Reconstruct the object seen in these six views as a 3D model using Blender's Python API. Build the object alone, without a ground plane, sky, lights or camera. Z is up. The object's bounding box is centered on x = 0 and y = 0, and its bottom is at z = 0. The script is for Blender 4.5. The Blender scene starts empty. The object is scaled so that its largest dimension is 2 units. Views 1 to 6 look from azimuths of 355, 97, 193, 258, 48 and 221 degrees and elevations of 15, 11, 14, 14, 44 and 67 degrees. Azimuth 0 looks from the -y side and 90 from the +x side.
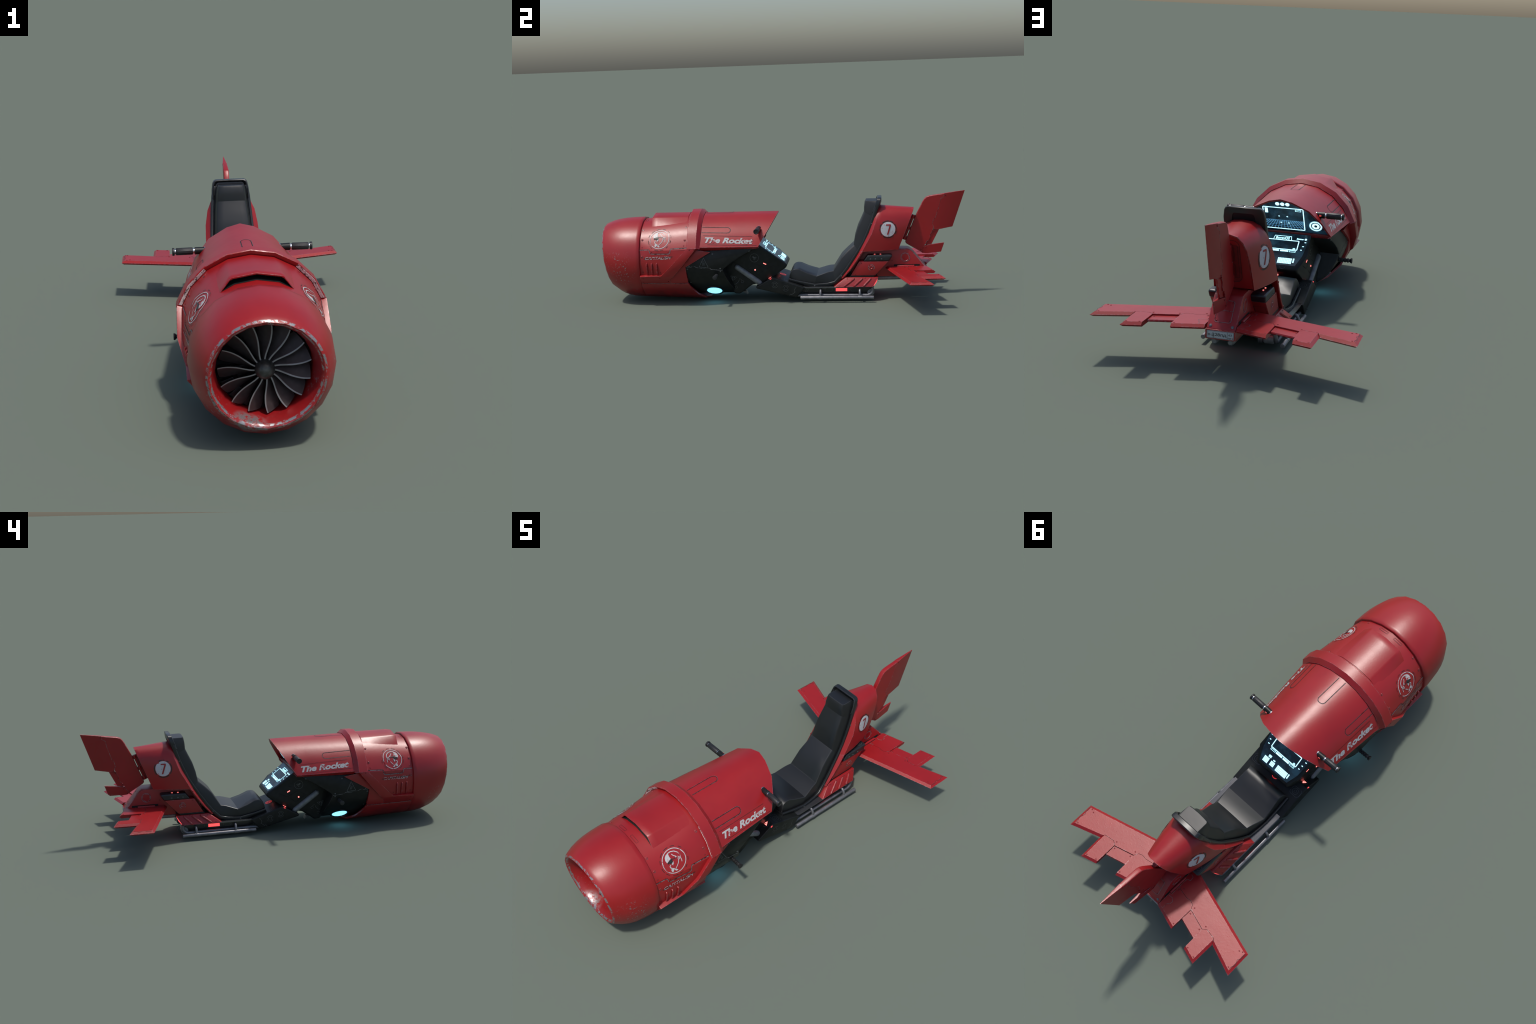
import bpy, bmesh, math, random
from math import sin, cos, radians, pi, sqrt, atan2, acos, degrees
from mathutils import Vector, Matrix
from mathutils.bvhtree import BVHTree

random.seed(7)
SC = bpy.context.scene
COL = SC.collection

# ------------------------------------------------------------------ materials
class NT:
    """Small wrapper that keeps node building readable."""
    def __init__(self, name):
        self.m = bpy.data.materials.new(name)
        self.m.use_nodes = True
        self.t = self.m.node_tree
        self.n, self.l = self.t.nodes, self.t.links
        self.b = self.n["Principled BSDF"]
    def node(self, kind, **kw):
        x = self.n.new(kind)
        for k, v in kw.items():
            setattr(x, k, v)
        return x
    def put(self, sock, v):
        if v is None:
            return
        if isinstance(v, bpy.types.NodeSocket):
            self.l.new(v, sock)
        elif isinstance(v, (tuple, list)) and len(v) == 3 and sock.type == 'RGBA':
            sock.default_value = (*v, 1)
        else:
            sock.default_value = v
    def math(self, op, a, b=None, clamp=False):
        x = self.node("ShaderNodeMath", operation=op, use_clamp=clamp)
        self.put(x.inputs[0], a); self.put(x.inputs[1], b)
        return x.outputs[0]
    def step(self, v, lo, hi):
        x = self.node("ShaderNodeMapRange", interpolation_type='SMOOTHSTEP')
        self.put(x.inputs[0], v); x.inputs[1].default_value = lo; x.inputs[2].default_value = hi
        return x.outputs[0]
    def mix(self, f, a, b):
        x = self.node("ShaderNodeMix", data_type='RGBA')
        self.put(x.inputs[0], f); self.put(x.inputs[6], a); self.put(x.inputs[7], b)
        return x.outputs[2]
    def coord(self):
        return self.node("ShaderNodeTexCoord").outputs["Object"]
    def xyz(self, v):
        x = self.node("ShaderNodeSeparateXYZ"); self.put(x.inputs[0], v)
        return x.outputs
    def noise(self, vec, scale, detail=4, rough=.55):
        x = self.node("ShaderNodeTexNoise"); self.put(x.inputs["Vector"], vec)
        x.inputs["Scale"].default_value = scale; x.inputs["Detail"].default_value = detail
        x.inputs["Roughness"].default_value = rough
        return x.outputs["Fac"]
    def near(self, vec, c, r0, r1):
        d = self.node("ShaderNodeVectorMath", operation='DISTANCE')
        self.put(d.inputs[0], vec); d.inputs[1].default_value = c
        return self.step(d.outputs["Value"], r1, r0)
    def edge(self, radius, lo, hi):
        bv = self.node("ShaderNodeBevel", samples=4); bv.inputs["Radius"].default_value = radius
        g = self.node("ShaderNodeNewGeometry")
        d = self.node("ShaderNodeVectorMath", operation='DOT_PRODUCT')
        self.l.new(bv.outputs[0], d.inputs[0]); self.l.new(g.outputs["Normal"], d.inputs[1])
        return self.step(self.math('SUBTRACT', 1.0, d.outputs["Value"]), lo, hi)
    def bump(self, h, strength, dist=.002):
        x = self.node("ShaderNodeBump"); self.put(x.inputs["Height"], h)
        x.inputs["Strength"].default_value = strength; x.inputs["Distance"].default_value = dist
        self.l.new(x.outputs[0], self.b.inputs["Normal"])
    def set(self, **kw):
        for k, v in kw.items():
            self.put(self.b.inputs[k], v)
        return self.m

RED = (.315, .0090, .0108)
RED_D = (.23, .005, .008)
STEEL = (.30, .30, .31)

def red_paint(name, wear=1.0, extra=None, dirt=True, pits=0.0):
    t = NT(name)
    P = t.coord()
    n1, n2, n3 = t.noise(P, 90, 5, .65), t.noise(P, 14, 6, .7), t.noise(P, 5, 3)
    col = t.mix(t.step(n3, .3, .75), RED, RED_D)
    col = t.mix(.55, col, RED)
    x, y, z = t.xyz(P)
    if dirt:
        low = t.math('MULTIPLY', t.step(z, .17, .03), t.step(n2, .35, .65))
        col = t.mix(t.math('MULTIPLY', low, .6), col, (.07, .012, .012))
    e = t.math('MULTIPLY', t.edge(.0035, .012, .10), t.step(n1, .50 - .06 * wear, .60))
    chips = t.math('MULTIPLY', t.step(n2, .70, .73), t.step(n1, .45, .55))
    mask = t.math('MAXIMUM', t.math('MULTIPLY', e, .85), t.math('MULTIPLY', chips, .8 * wear))
    if extra:
        mask = t.math('MAXIMUM', mask, extra(t, P, n1, n2))
    col = t.mix(mask, col, STEEL)
    h = t.math('ADD', t.noise(P, 130, 2), t.math('MULTIPLY', t.noise(P, 24, 3), 2.0))
    if pits:
        h = t.math('ADD', h, t.math('MULTIPLY', t.math('MULTIPLY', t.step(t.noise(P, 150, 3), .62, .72), t.step(n2, .42, .62)), pits))
        col = t.mix(t.math('MULTIPLY', t.step(n2, .5, .75), .35), col, RED_D)
    t.bump(h, .10, .0012)
    return t.set(**{"Base Color": col, "Roughness": t.math('ADD', .33, t.math('MULTIPLY', n2, .10)),
                    "Metallic": t.math('MULTIPLY', mask, .7), "Specular IOR Level": .50 if pits else .58})

def nose_wear(t, P, n1, n2):
    x, y, z = t.xyz(P)
    n = t.noise(P, 55, 6, .7)
    # the rounded lip: distance in front of the tilted lip plane
    f = t.math('ADD', y, t.math('MULTIPLY', t.math('SUBTRACT', z, .251), .12))
    rad = t.math('SQRT', t.math('ADD', t.math('MULTIPLY', x, x), t.math('POWER', t.math('ABSOLUTE', t.math('SUBTRACT', z, .251)), 2.0)))
    band = lambda r, w: t.step(t.math('ABSOLUTE', t.math('SUBTRACT', rad, r)), w, w * .45)
    rims = t.math('MAXIMUM', band(.1745, .0042), band(.1635, .0034))
    lip = t.math('MULTIPLY', t.math('MULTIPLY', t.step(f, -.950, -.960), rims), t.step(n, .47, .53))
    lip = t.math('MAXIMUM', lip, t.math('MULTIPLY', t.step(f, -.969, -.9765), t.step(n, .60, .63)))
    sc = t.math('MULTIPLY', t.near(P, (-.055, -.955, .095), .02, .065), t.step(n, .40, .55))
    a = t.math('MULTIPLY', t.near(P, (.20, -.890, .21), .03, .12), t.step(n1, .60, .625))
    b = t.math('MULTIPLY', t.near(P, (-.19, -.93, .13), .03, .10), t.step(n1, .60, .64))
    c = t.math('MULTIPLY', t.step(z, .12, .05), t.step(n1, .62, .68))
    m = t.math('MAXIMUM', t.math('MAXIMUM', lip, sc), t.math('MAXIMUM', a, b))
    return t.math('MAXIMUM', m, t.math('MULTIPLY', c, .5))

def plain(name, col, rough=.5, metal=0.0, spec=.5, noise=0.0, scale=40, bump=0.0, edge=None):
    t = NT(name)
    P = t.coord()
    c = col
    if noise:
        n = t.noise(P, scale, 5, .6)
        c = t.mix(t.math('MULTIPLY', t.step(n, .35, .7), noise), col, tuple(v * 2.2 + .004 for v in col))
    if edge:
        n1 = t.noise(P, 90, 4, .6)
        c = t.mix(t.math('MULTIPLY', t.edge(.003, .015, .12), t.math('MULTIPLY', t.step(n1, .40, .6), .7)), c, edge)
    if bump:
        t.bump(t.noise(P, scale, 4), bump, .002)
    return t.set(**{"Base Color": c, "Roughness": rough, "Metallic": metal, "Specular IOR Level": spec})

def glow(name, col, strength, base=(.02, .02, .02)):
    t = NT(name)
    return t.set(**{"Base Color": base, "Roughness": .3, "Emission Color": (*col, 1), "Emission Strength": strength})

def worn_decal(name, col, under, amount=.5, scale=45):
    t = NT(name)
    P = t.coord()
    n = t.noise(P, scale, 6, .7)
    c = t.mix(t.step(n, .62 - .16 * amount, .66 - .12 * amount), col, under)
    return t.set(**{"Base Color": c, "Roughness": .42})

M = {}
M["red"] = red_paint("red_paint")
M["red_nose"] = red_paint("red_nose_paint", 1.2, nose_wear)
M["red_clean"] = red_paint("red_wing_paint", .6, None, False, 9.0)
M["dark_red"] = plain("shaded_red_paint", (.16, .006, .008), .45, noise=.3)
M["black"] = plain("black_paint", (.0068, .0078, .0074), .42, spec=.32, edge=(.10, .10, .105), noise=.4)
M["gloss"] = plain("gloss_black_shell", (.010, .011, .012), .32, spec=.6, edge=(.06, .06, .065))
M["ledge"] = plain("polished_ledge", (.15, .15, .152), .25, .85)  # base lightened so the black frame top shows its white sun glint
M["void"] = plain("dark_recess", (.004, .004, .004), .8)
M["rubber"] = plain("black_rubber_grip", (.012, .012, .013), .5, noise=.4)
M["bag"] = plain("soft_black_pad", (.013, .015, .017), .36, noise=.4, edge=(.05, .05, .05))
M["steel"] = plain("brushed_steel_tube", (.16, .16, .17), .44, .55, noise=.3)
M["chrome"] = plain("chrome_ring", (.75, .75, .76), .18, 1.0)
M["barmetal"] = plain("grey_bar_metal", (.17, .175, .18), .45, .25, noise=.3)
M["bright"] = worn_decal("pale_speckled_strip", (.86, .85, .83), (.10, .09, .085), .70, 130)
M["blade"] = plain("fan_blade_metal", (.055, .048, .050), .42, .35, noise=.3)
M["bladelip"] = plain("fan_blade_edge", (.26, .26, .27), .4, .4)
M["hub"] = plain("fan_hub_metal", (.025, .028, .027), .40, .3, noise=.8, scale=60)
M["stator"] = plain("stator_metal", (.012, .013, .014), .45, .3, edge=(.08, .085, .09))
M["seam"] = worn_decal("worn_seam_line", (.19, .18, .185), (.05, .008, .010), .75, 60)
M["seamblk"] = worn_decal("worn_black_seam", (.11, .11, .115), (.012, .013, .013), .7, 60)
M["groove"] = plain("dark_groove", (.016, .006, .006), .6)
M["etch"] = worn_decal("etched_grey_mark", (.085, .09, .09), (.012, .013, .0125), .35, 70)
M["letter"] = worn_decal("worn_grey_lettering", (.48, .47, .47), RED, .52, 30)
M["white"] = worn_decal("worn_white_disc", (.52, .53, .55), (.40, .16, .16), .16, 70)
M["ink"] = worn_decal("worn_black_ink", (.018, .018, .016), RED_D, .6, 34)
M["redmark"] = plain("red_numeral", (.30, .010, .013), .42)
M["plate"] = worn_decal("licence_plate_white", (.44, .45, .46), (.22, .22, .22), .45, 30)
M["plateink"] = plain("licence_plate_ink", (.03, .03, .03), .5)
M["cyan"] = glow("cyan_glow_lens", (.20, .66, 1.0), 2.1)
M["screen_ink"] = glow("screen_glow", (.40, .80, 1.0), 2.2)
M["screen_dim"] = glow("screen_dim_glow", (.13, .40, .70), 1.5)
M["redlamp"] = glow("red_lamp", (1.0, .075, .08), 1.5)
M["redled"] = glow("red_led", (1.0, .17, .15), 3.6)
M["reddim"] = glow("painted_red_lamplight", (1.0, .05, .05), .55)
M["gripred"] = glow("grip_button_red", (1.0, .10, .09), .45, (.3, .02, .02))
M["rivet"] = plain("rivet_red", (.20, .010, .013), .45, .2)
M["mouth"] = plain("mouth_slat", (.020, .003, .003), .7)
def screen():
    t = NT("dark_screen_glass")
    P = t.coord()
    n = t.noise(P, 16, 3)
    e = t.mix(t.step(n, .40, .72), (.0015, .004, .008), (.010, .035, .06))
    return t.set(**{"Base Color": (.006, .008, .010), "Roughness": .25, "Emission Color": e, "Emission Strength": 1.0})
M["screen"] = screen()
def leather():
    t = NT("black_leather")
    P = t.coord()
    s = t.node("ShaderNodeMapping"); t.put(s.inputs[0], P); s.inputs["Scale"].default_value = (1, 2.2, 2.2)
    fold = t.noise(s.outputs[0], 7, 2, .4)
    grain = t.noise(P, 420, 2)
    c = t.mix(t.edge(.006, .01, .12), (.0085, .0092, .0104), (.040, .040, .042))  # edges tinted paler to bake in the crease highlights
    t.bump(t.math('ADD', t.math('MULTIPLY', fold, 2.5), t.math('MULTIPLY', grain, .05)), .10, .003)
    return t.set(**{"Base Color": c, "Roughness": .43, "Specular IOR Level": .56})
M["leather"] = leather()

# ------------------------------------------------------------------ helpers
def empty(name):
    o = bpy.data.objects.new(name, None)
    COL.objects.link(o)
    return o

ROOT = empty("rocket_sled")
ROOT["label"] = "worn red jet-engine hover sled with black bucket seat and winged tail"
ROOT["category"] = "flying vehicle"

def link(name, me, parent=ROOT, matrix=None):
    o = bpy.data.objects.new(name, me)
    COL.objects.link(o)
    o.parent = parent
    if matrix is not None:
        o.matrix_world = matrix
    return o

def finish(bm, name, mats, parent=ROOT, bevel=0.0, sharp=35, segs=2, bevel_angle=40, weld=True, wn=False):
    if weld:
        bmesh.ops.remove_doubles(bm, verts=bm.verts, dist=1e-6)
    bmesh.ops.recalc_face_normals(bm, faces=bm.faces)
    if bevel:
        es = [e for e in bm.edges if len(e.link_faces) == 2 and e.calc_face_angle(0) > radians(bevel_angle)]
        bmesh.ops.bevel(bm, geom=es, offset=bevel, segments=segs, profile=.6, affect='EDGES', clamp_overlap=True)
        bmesh.ops.recalc_face_normals(bm, faces=bm.faces)
    me = bpy.data.meshes.new(name)
    bm.to_mesh(me); bm.free()
    for m in (mats if isinstance(mats, (list, tuple)) else [mats]):
        me.materials.append(M[m] if isinstance(m, str) else m)
    me.shade_smooth()
    me.set_sharp_from_angle(angle=radians(sharp))
    o = link(name, me, parent)
    if wn:
        w = o.modifiers.new("weighted", 'WEIGHTED_NORMAL'); w.keep_sharp = True
    return o

def mirrored(o, parent=None):
    """A twin of a part on the other side of x = 0."""
    me = o.data.copy()
    bm = bmesh.new(); bm.from_mesh(me)
    for v in bm.verts:
        v.co.x = -v.co.x
    bmesh.ops.reverse_faces(bm, faces=bm.faces)
    bm.to_mesh(me); bm.free()
    me.shade_smooth(); me.set_sharp_from_angle(angle=radians(35))
    return link(o.name, me, parent or o.parent)

def loft_bm(rings, closed=True, cap0=True, cap1=True, bm=None, mat=0):
    bm = bm or bmesh.new()
    V = [[bm.verts.new(p) for p in r] for r in rings]
    n = len(V[0])
    for a, b in zip(V, V[1:]):
        for i in range(n if closed else n - 1):
            j = (i + 1) % n
            q = [a[i], a[j], b[j], b[i]]
            q = [v for k, v in enumerate(q) if (v.co - q[k - 1].co).length > 1e-7]
            if len(q) > 2:
                f = bm.faces.new(q); f.material_index = mat
    if cap0:
        bm.faces.new(V[0][::-1]).material_index = mat
    if cap1:
        bm.faces.new(V[-1]).material_index = mat
    return bm

def prism_x(poly, hw, x0=None):
    """Side outline (y, z) pushed through x; hw is a half width or a function of (y, z)."""
    f = hw if callable(hw) else (lambda y, z: hw)
    if x0 is None:
        return loft_bm([[(-f(y, z), y, z) for y, z in poly], [(f(y, z), y, z) for y, z in poly]])
    return loft_bm([[(x0, y, z) for y, z in poly], [(f(y, z), y, z) for y, z in poly]])

def frame_at(p, d):
    d = Vector(d).normalized()
    a = Vector((0, 0, 1)) if abs(d.z) < .9 else Vector((1, 0, 0))
    u = d.cross(a).normalized()
    return Vector(p), u, d.cross(u).normalized(), d

def tube_bm(path, r, n=16, bm=None, cap=True, mat=0):
    path = [Vector(p) for p in path]
    rs = r if isinstance(r, (list, tuple)) else [r] * len(path)
    rings, u = [], None
    for i, p in enumerate(path):
        d = (path[min(i + 1, len(path) - 1)] - path[max(i - 1, 0)]).normalized()
        if u is None:
            u = frame_at(p, d)[1]
        u = (u - d * u.dot(d)).normalized()
        v = d.cross(u)
        rings.append([p + (u * cos(2 * pi * k / n) + v * sin(2 * pi * k / n)) * rs[i] for k in range(n)])
    return loft_bm(rings, True, cap, cap, bm, mat)

def lathe_bm(p, d, prof, n=24, bm=None, mat=0):
    """prof: (distance along d, radius) pairs."""
    o, u, v, d = frame_at(p, d)
    return loft_bm([[o + d * h + (u * cos(2 * pi * k / n) + v * sin(2 * pi * k / n)) * max(r, 1e-5) for k in range(n)] for h, r in prof], True, True, True, bm, mat)

def capsule_prof(l, r, k=5):
    a = [(r - r * cos(pi / 2 * i / k), r * sin(pi / 2 * i / k)) for i in range(k + 1)]
    return a + [(l - h, q) for h, q in a[::-1]]

def lerp(a, b, t):
    return a + (b - a) * t

def table(x, pts):
    if x <= pts[0][0]:
        return pts[0][1]
    for (a, p), (b, q) in zip(pts, pts[1:]):
        if x <= b:
            return lerp(p, q, (x - a) / (b - a))
    return pts[-1][1]

def bvh_of(*objs):
    vs, fs = [], []
    for o in objs:
        k = len(vs)
        vs += [o.matrix_world @ v.co for v in o.data.vertices]
        fs += [[k + i for i in p.vertices] for p in o.data.polygons]
    return BVHTree.FromPolygons(vs, fs)

class Art:
    """Flat drawing (x right, y up) that is later laid on a surface."""
    def __init__(self):
        self.bm = bmesh.new()
    def poly(self, pts):
        self.bm.faces.new([self.bm.verts.new((x, y, 0)) for x, y in pts])
        return self
    def rect(self, x0, y0, x1, y1):
        return self.poly([(x0, y0), (x1, y0), (x1, y1), (x0, y1)])
    def strip(self, pts, w, closed=False):
        n = len(pts)
        P = [Vector(p) for p in pts]
        side = []
        for i in range(n):
            a = P[i - 1] if (i or closed) else P[i]
            b = P[(i + 1) % n] if (i < n - 1 or closed) else P[i]
            d1, d2 = (P[i] - a), (b - P[i])
            d1 = d1.normalized() if d1.length else d2.normalized()
            d2 = d2.normalized() if d2.length else d1
            t = (d1 + d2).normalized()
            k = min(1.6, 1 / max(.5, t.dot(d1)))
            side.append(Vector((-t.y, t.x)) * w / 2 * k)
        for i in range(n if closed else n - 1):
            j = (i + 1) % n
            self.poly([P[i] - side[i], P[j] - side[j], P[j] + side[j], P[i] + side[i]])
        return self
    def box(self, x0, y0, x1, y1, w, r=0.0):
        return self.strip(round_rect(x0, y0, x1, y1, r), w, True)
    def ring(self, cx, cy, r0, r1, a0=0, a1=360, n=48):
        k = max(3, int(n * abs(a1 - a0) / 360))
        A = [radians(lerp(a0, a1, i / k)) for i in range(k + 1)]
        for a, b in zip(A, A[1:]):
            self.poly([(cx + r * cos(t), cy + r * sin(t)) for r, t in ((r0, a), (r1, a), (r1, b), (r0, b))])
        return self
    def disc(self, cx, cy, r, n=32):
        return self.poly([(cx + r * cos(2 * pi * i / n), cy + r * sin(2 * pi * i / n)) for i in range(n)])
    def text(self, s, cx, cy, width, height, shear=0.0, bold=0.0):
        cu = bpy.data.curves.new("lettering", 'FONT')
        cu.body, cu.shear, cu.offset = s, shear, bold
        cu.resolution_u = 4
        o = bpy.data.objects.new("lettering", cu)
        COL.objects.link(o)
        bpy.context.view_layer.update()
        me = o.evaluated_get(bpy.context.evaluated_depsgraph_get()).to_mesh()
        xs = [v.co.x for v in me.vertices]; ys = [v.co.y for v in me.vertices]
        x0, x1, y0, y1 = min(xs), max(xs), min(ys), max(ys)
        vs = [self.bm.verts.new((cx + ((v.co.x - x0) / (x1 - x0) - .5) * width, cy + ((v.co.y - y0) / (y1 - y0) - .5) * height, 0)) for v in me.vertices]
        for p in me.polygons:
            self.bm.faces.new([vs[i] for i in p.vertices])
        o.evaluated_get(bpy.context.evaluated_depsgraph_get()).to_mesh_clear()
        bpy.data.objects.remove(o); bpy.data.curves.remove(cu)
        return self
    def lay(self, name, mat, centre, u, v, parent=ROOT, onto=None, lift=.0011, cut=.008, kind=None):
        bm = self.bm
        u, v, c = Vector(u).normalized(), Vector(v).normalized(), Vector(centre)
        n = u.cross(v).normalized()
        if onto:
            for ax in (0, 1):
                lo = min(q.co[ax] for q in bm.verts); hi = max(q.co[ax] for q in bm.verts)
                k = math.floor(lo / cut) + 1
                while k * cut < hi:
                    co = [0, 0, 0]; co[ax] = k * cut; no = [0, 0, 0]; no[ax] = 1
                    bmesh.ops.bisect_plane(bm, geom=bm.verts[:] + bm.edges[:] + bm.faces[:], plane_co=co, plane_no=no)
                    k += 1
            bmesh.ops.triangulate(bm, faces=[f for f in bm.faces if len(f.verts) > 4])
        flip = n
        for q in bm.verts:
            p = c + u * q.co.x + v * q.co.y
            if onto:
                hit = onto.ray_cast(p + n * .08, -n, .2)
                if hit[0] is not None:
                    hn = hit[1] if hit[1].dot(n) > 0 else -hit[1]
                    p = hit[0] + hn * lift
                else:
                    p = p + n * lift
            else:
                p = p + n * lift
            q.co = p
        bm.normal_update()
        for f in bm.faces:
            if f.normal.dot(n) < 0:
                f.normal_flip()
        me = bpy.data.meshes.new(name)
        bm.to_mesh(me); bm.free()
        me.materials.append(M[mat])
        me.shade_smooth(); me.set_sharp_from_angle(angle=radians(40))
        o = link(name, me, parent)
        if kind:
            o["kind"] = kind
        return o

def round_rect(x0, y0, x1, y1, r, k=4):
    if r <= 0:
        return [(x0, y0), (x1, y0), (x1, y1), (x0, y1)]
    out = []
    for cx, cy, a in ((x1 - r, y0 + r, -90), (x1 - r, y1 - r, 0), (x0 + r, y1 - r, 90), (x0 + r, y0 + r, 180)):
        out += [(cx + r * cos(radians(a + 90 * i / k)), cy + r * sin(radians(a + 90 * i / k))) for i in range(k + 1)]
    return out

# shared rivet mesh: low dome with a washer lip
def dome_mesh(name, mat, r, h):
    bm = lathe_bm((0, 0, -.001), (0, 0, 1), [(0, r), (.001 + h * .55, r), (.001 + h * .6, r * .82), (.001 + h * .45, r * .78), (.001 + h * .9, r * .6), (.001 + h, r * .3), (.001 + h, .0)], 12)
    o = finish(bm, name, mat, ROOT, sharp=40)
    me = o.data
    bpy.data.objects.remove(o)
    return me
RIVET = dome_mesh("rivet", "red", .0062, .0026)
RIVET_S = dome_mesh("rivet", "rivet", .0034, .0013)
RIVET_G = dome_mesh("rivet", "seam", .0028, .0012)
RIVET_B = dome_mesh("rivet", "etch", .0040, .0014)
BOLT = dome_mesh("bolt", "steel", .0056, .0026)
def stud(me, p, n, parent, onto=None, name="rivet"):
    p, n = Vector(p), Vector(n).normalized()
    if onto:
        h = onto.ray_cast(p + n * .06, -n, .16)
        if h[0] is not None:
            p, n = h[0], (h[1] if h[1].dot(n) > 0 else -h[1])
    o = bpy.data.objects.new(name, me)
    COL.objects.link(o)
    o.parent = parent
    o.matrix_world = Matrix.Translation(p) @ n.to_track_quat('Z', 'Y').to_matrix().to_4x4()
    return o

# ------------------------------------------------------------------ barrel frame: 20 sided, axis along y
ZC, FACET = .24, 18.0
def facet_r(R, th):
    a = ((th % FACET) + FACET) % FACET - FACET / 2
    return R * cos(radians(FACET / 2)) / cos(radians(a))
def on_barrel(y, th, R):
    r = facet_r(R, th)
    return Vector((r * sin(radians(th)), y, ZC + r * cos(radians(th))))
def arc_art(name, mat, pts, w, R, parent, mirror=False, lift=.0012):
    """Painted line that follows the barrel; pts are (y, theta)."""
    bm = bmesh.new()
    fine = []
    for (a, b), (c, d) in zip(pts, pts[1:]):
        k = max(1, int(abs(d - b) / 3), int(abs(c - a) / .04))
        fine += [(lerp(a, c, i / k), lerp(b, d, i / k)) for i in range(k)]
    fine.append(pts[-1])
    Q = [Vector((y, radians(t) * .235)) for y, t in fine]
    L, Rr = [], []
    for i, q in enumerate(Q):
        d = (Q[min(i + 1, len(Q) - 1)] - Q[max(i - 1, 0)]).normalized()
        s = Vector((-d.y, d.x)) * w / 2
        for dst, p in ((L, q + s), (Rr, q - s)):
            th = degrees(p.y / .235) * (-1 if mirror else 1)
            r = R(p.x, abs(th)) if callable(R) else R
            dst.append(bm.verts.new(on_barrel(p.x, th, r + lift)))
    for i in range(len(Q) - 1):
        bm.faces.new((L[i], L[i + 1], Rr[i + 1], Rr[i]))
    return finish(bm, name, mat, parent)

def panel(name, poly, R_out, R_in, mat, parent=ROOT, bevel=.0012, mirror=False, ycuts=()):
    """A curved plate: outline in (y, theta), laid round the barrel with a thickness."""
    bm = bmesh.new()
    k = radians(1) * .24
    bm.faces.new([bm.verts.new((y, t * k, 0)) for y, t in poly])
    lo, hi = min(t for y, t in poly), max(t for y, t in poly)
    cuts = [(1, i * FACET * k) for i in range(-20, 21) if lo < i * FACET < hi] + [(0, c) for c in ycuts]
    for ax, c in cuts:
        co = [0, 0, 0]; no = [0, 0, 0]; co[ax] = c; no[ax] = 1
        bmesh.ops.bisect_plane(bm, geom=bm.verts[:] + bm.edges[:] + bm.faces[:], plane_co=co, plane_no=no)
    bmesh.ops.remove_doubles(bm, verts=bm.verts, dist=1e-5)
    bmesh.ops.dissolve_degenerate(bm, edges=bm.edges, dist=1e-5)
    s = -1 if mirror else 1
    out = bmesh.new()
    A, B = {}, {}
    for v in bm.verts:
        y, t = v.co.x, v.co.y / k
        ro = R_out(y, t) if callable(R_out) else R_out
        ri = R_in(y, t) if callable(R_in) else R_in
        A[v] = out.verts.new(on_barrel(y, s * t, ro)); B[v] = out.verts.new(on_barrel(y, s * t, ri))
    for f in bm.faces:
        out.faces.new([A[v] for v in f.verts]); out.faces.new([B[v] for v in f.verts][::-1])
    for e in bm.edges:
        if len(e.link_faces) == 1:
            a, b = e.verts
            out.faces.new((A[a], A[b], B[b], B[a]))
    bm.free()
    return finish(out, name, mat, parent, bevel=bevel, sharp=32, bevel_angle=45)

# ------------------------------------------------------------------ nose cowl
def nose_ring(y, zc, R, tilt):
    return [(R * sin(radians(FACET * i)), y - tilt * cos(radians(FACET * i)), zc + R * cos(radians(FACET * i))) for i in range(20)]
nose_prof = [(-.835, .243, .147, 0), (-.90, .245, .147, .004), (-.94, .248, .1525, .012), (-.966, .250, .160, .020),
             (-.9765, .251, .166, .0215), (-.979, .251, .172, .0215), (-.973, .2508, .180, .021), (-.958, .250, .1885, .0195),
             (-.935, .248, .2005, .015), (-.905, .2455, .2115, .009), (-.87, .2430, .2195, .004), (-.83, .241, .2245, .001),
             (-.79, .240, .2265, 0), (-.771, .240, .2265, 0), (-.768, .240, .2235, 0), (-.768, .240, .210, 0)]
nose = finish(loft_bm([nose_ring(*p) for p in nose_prof], True, False, False), "nose_cowl", "red_nose", sharp=50)
NOSE = bvh_of(nose)

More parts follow.
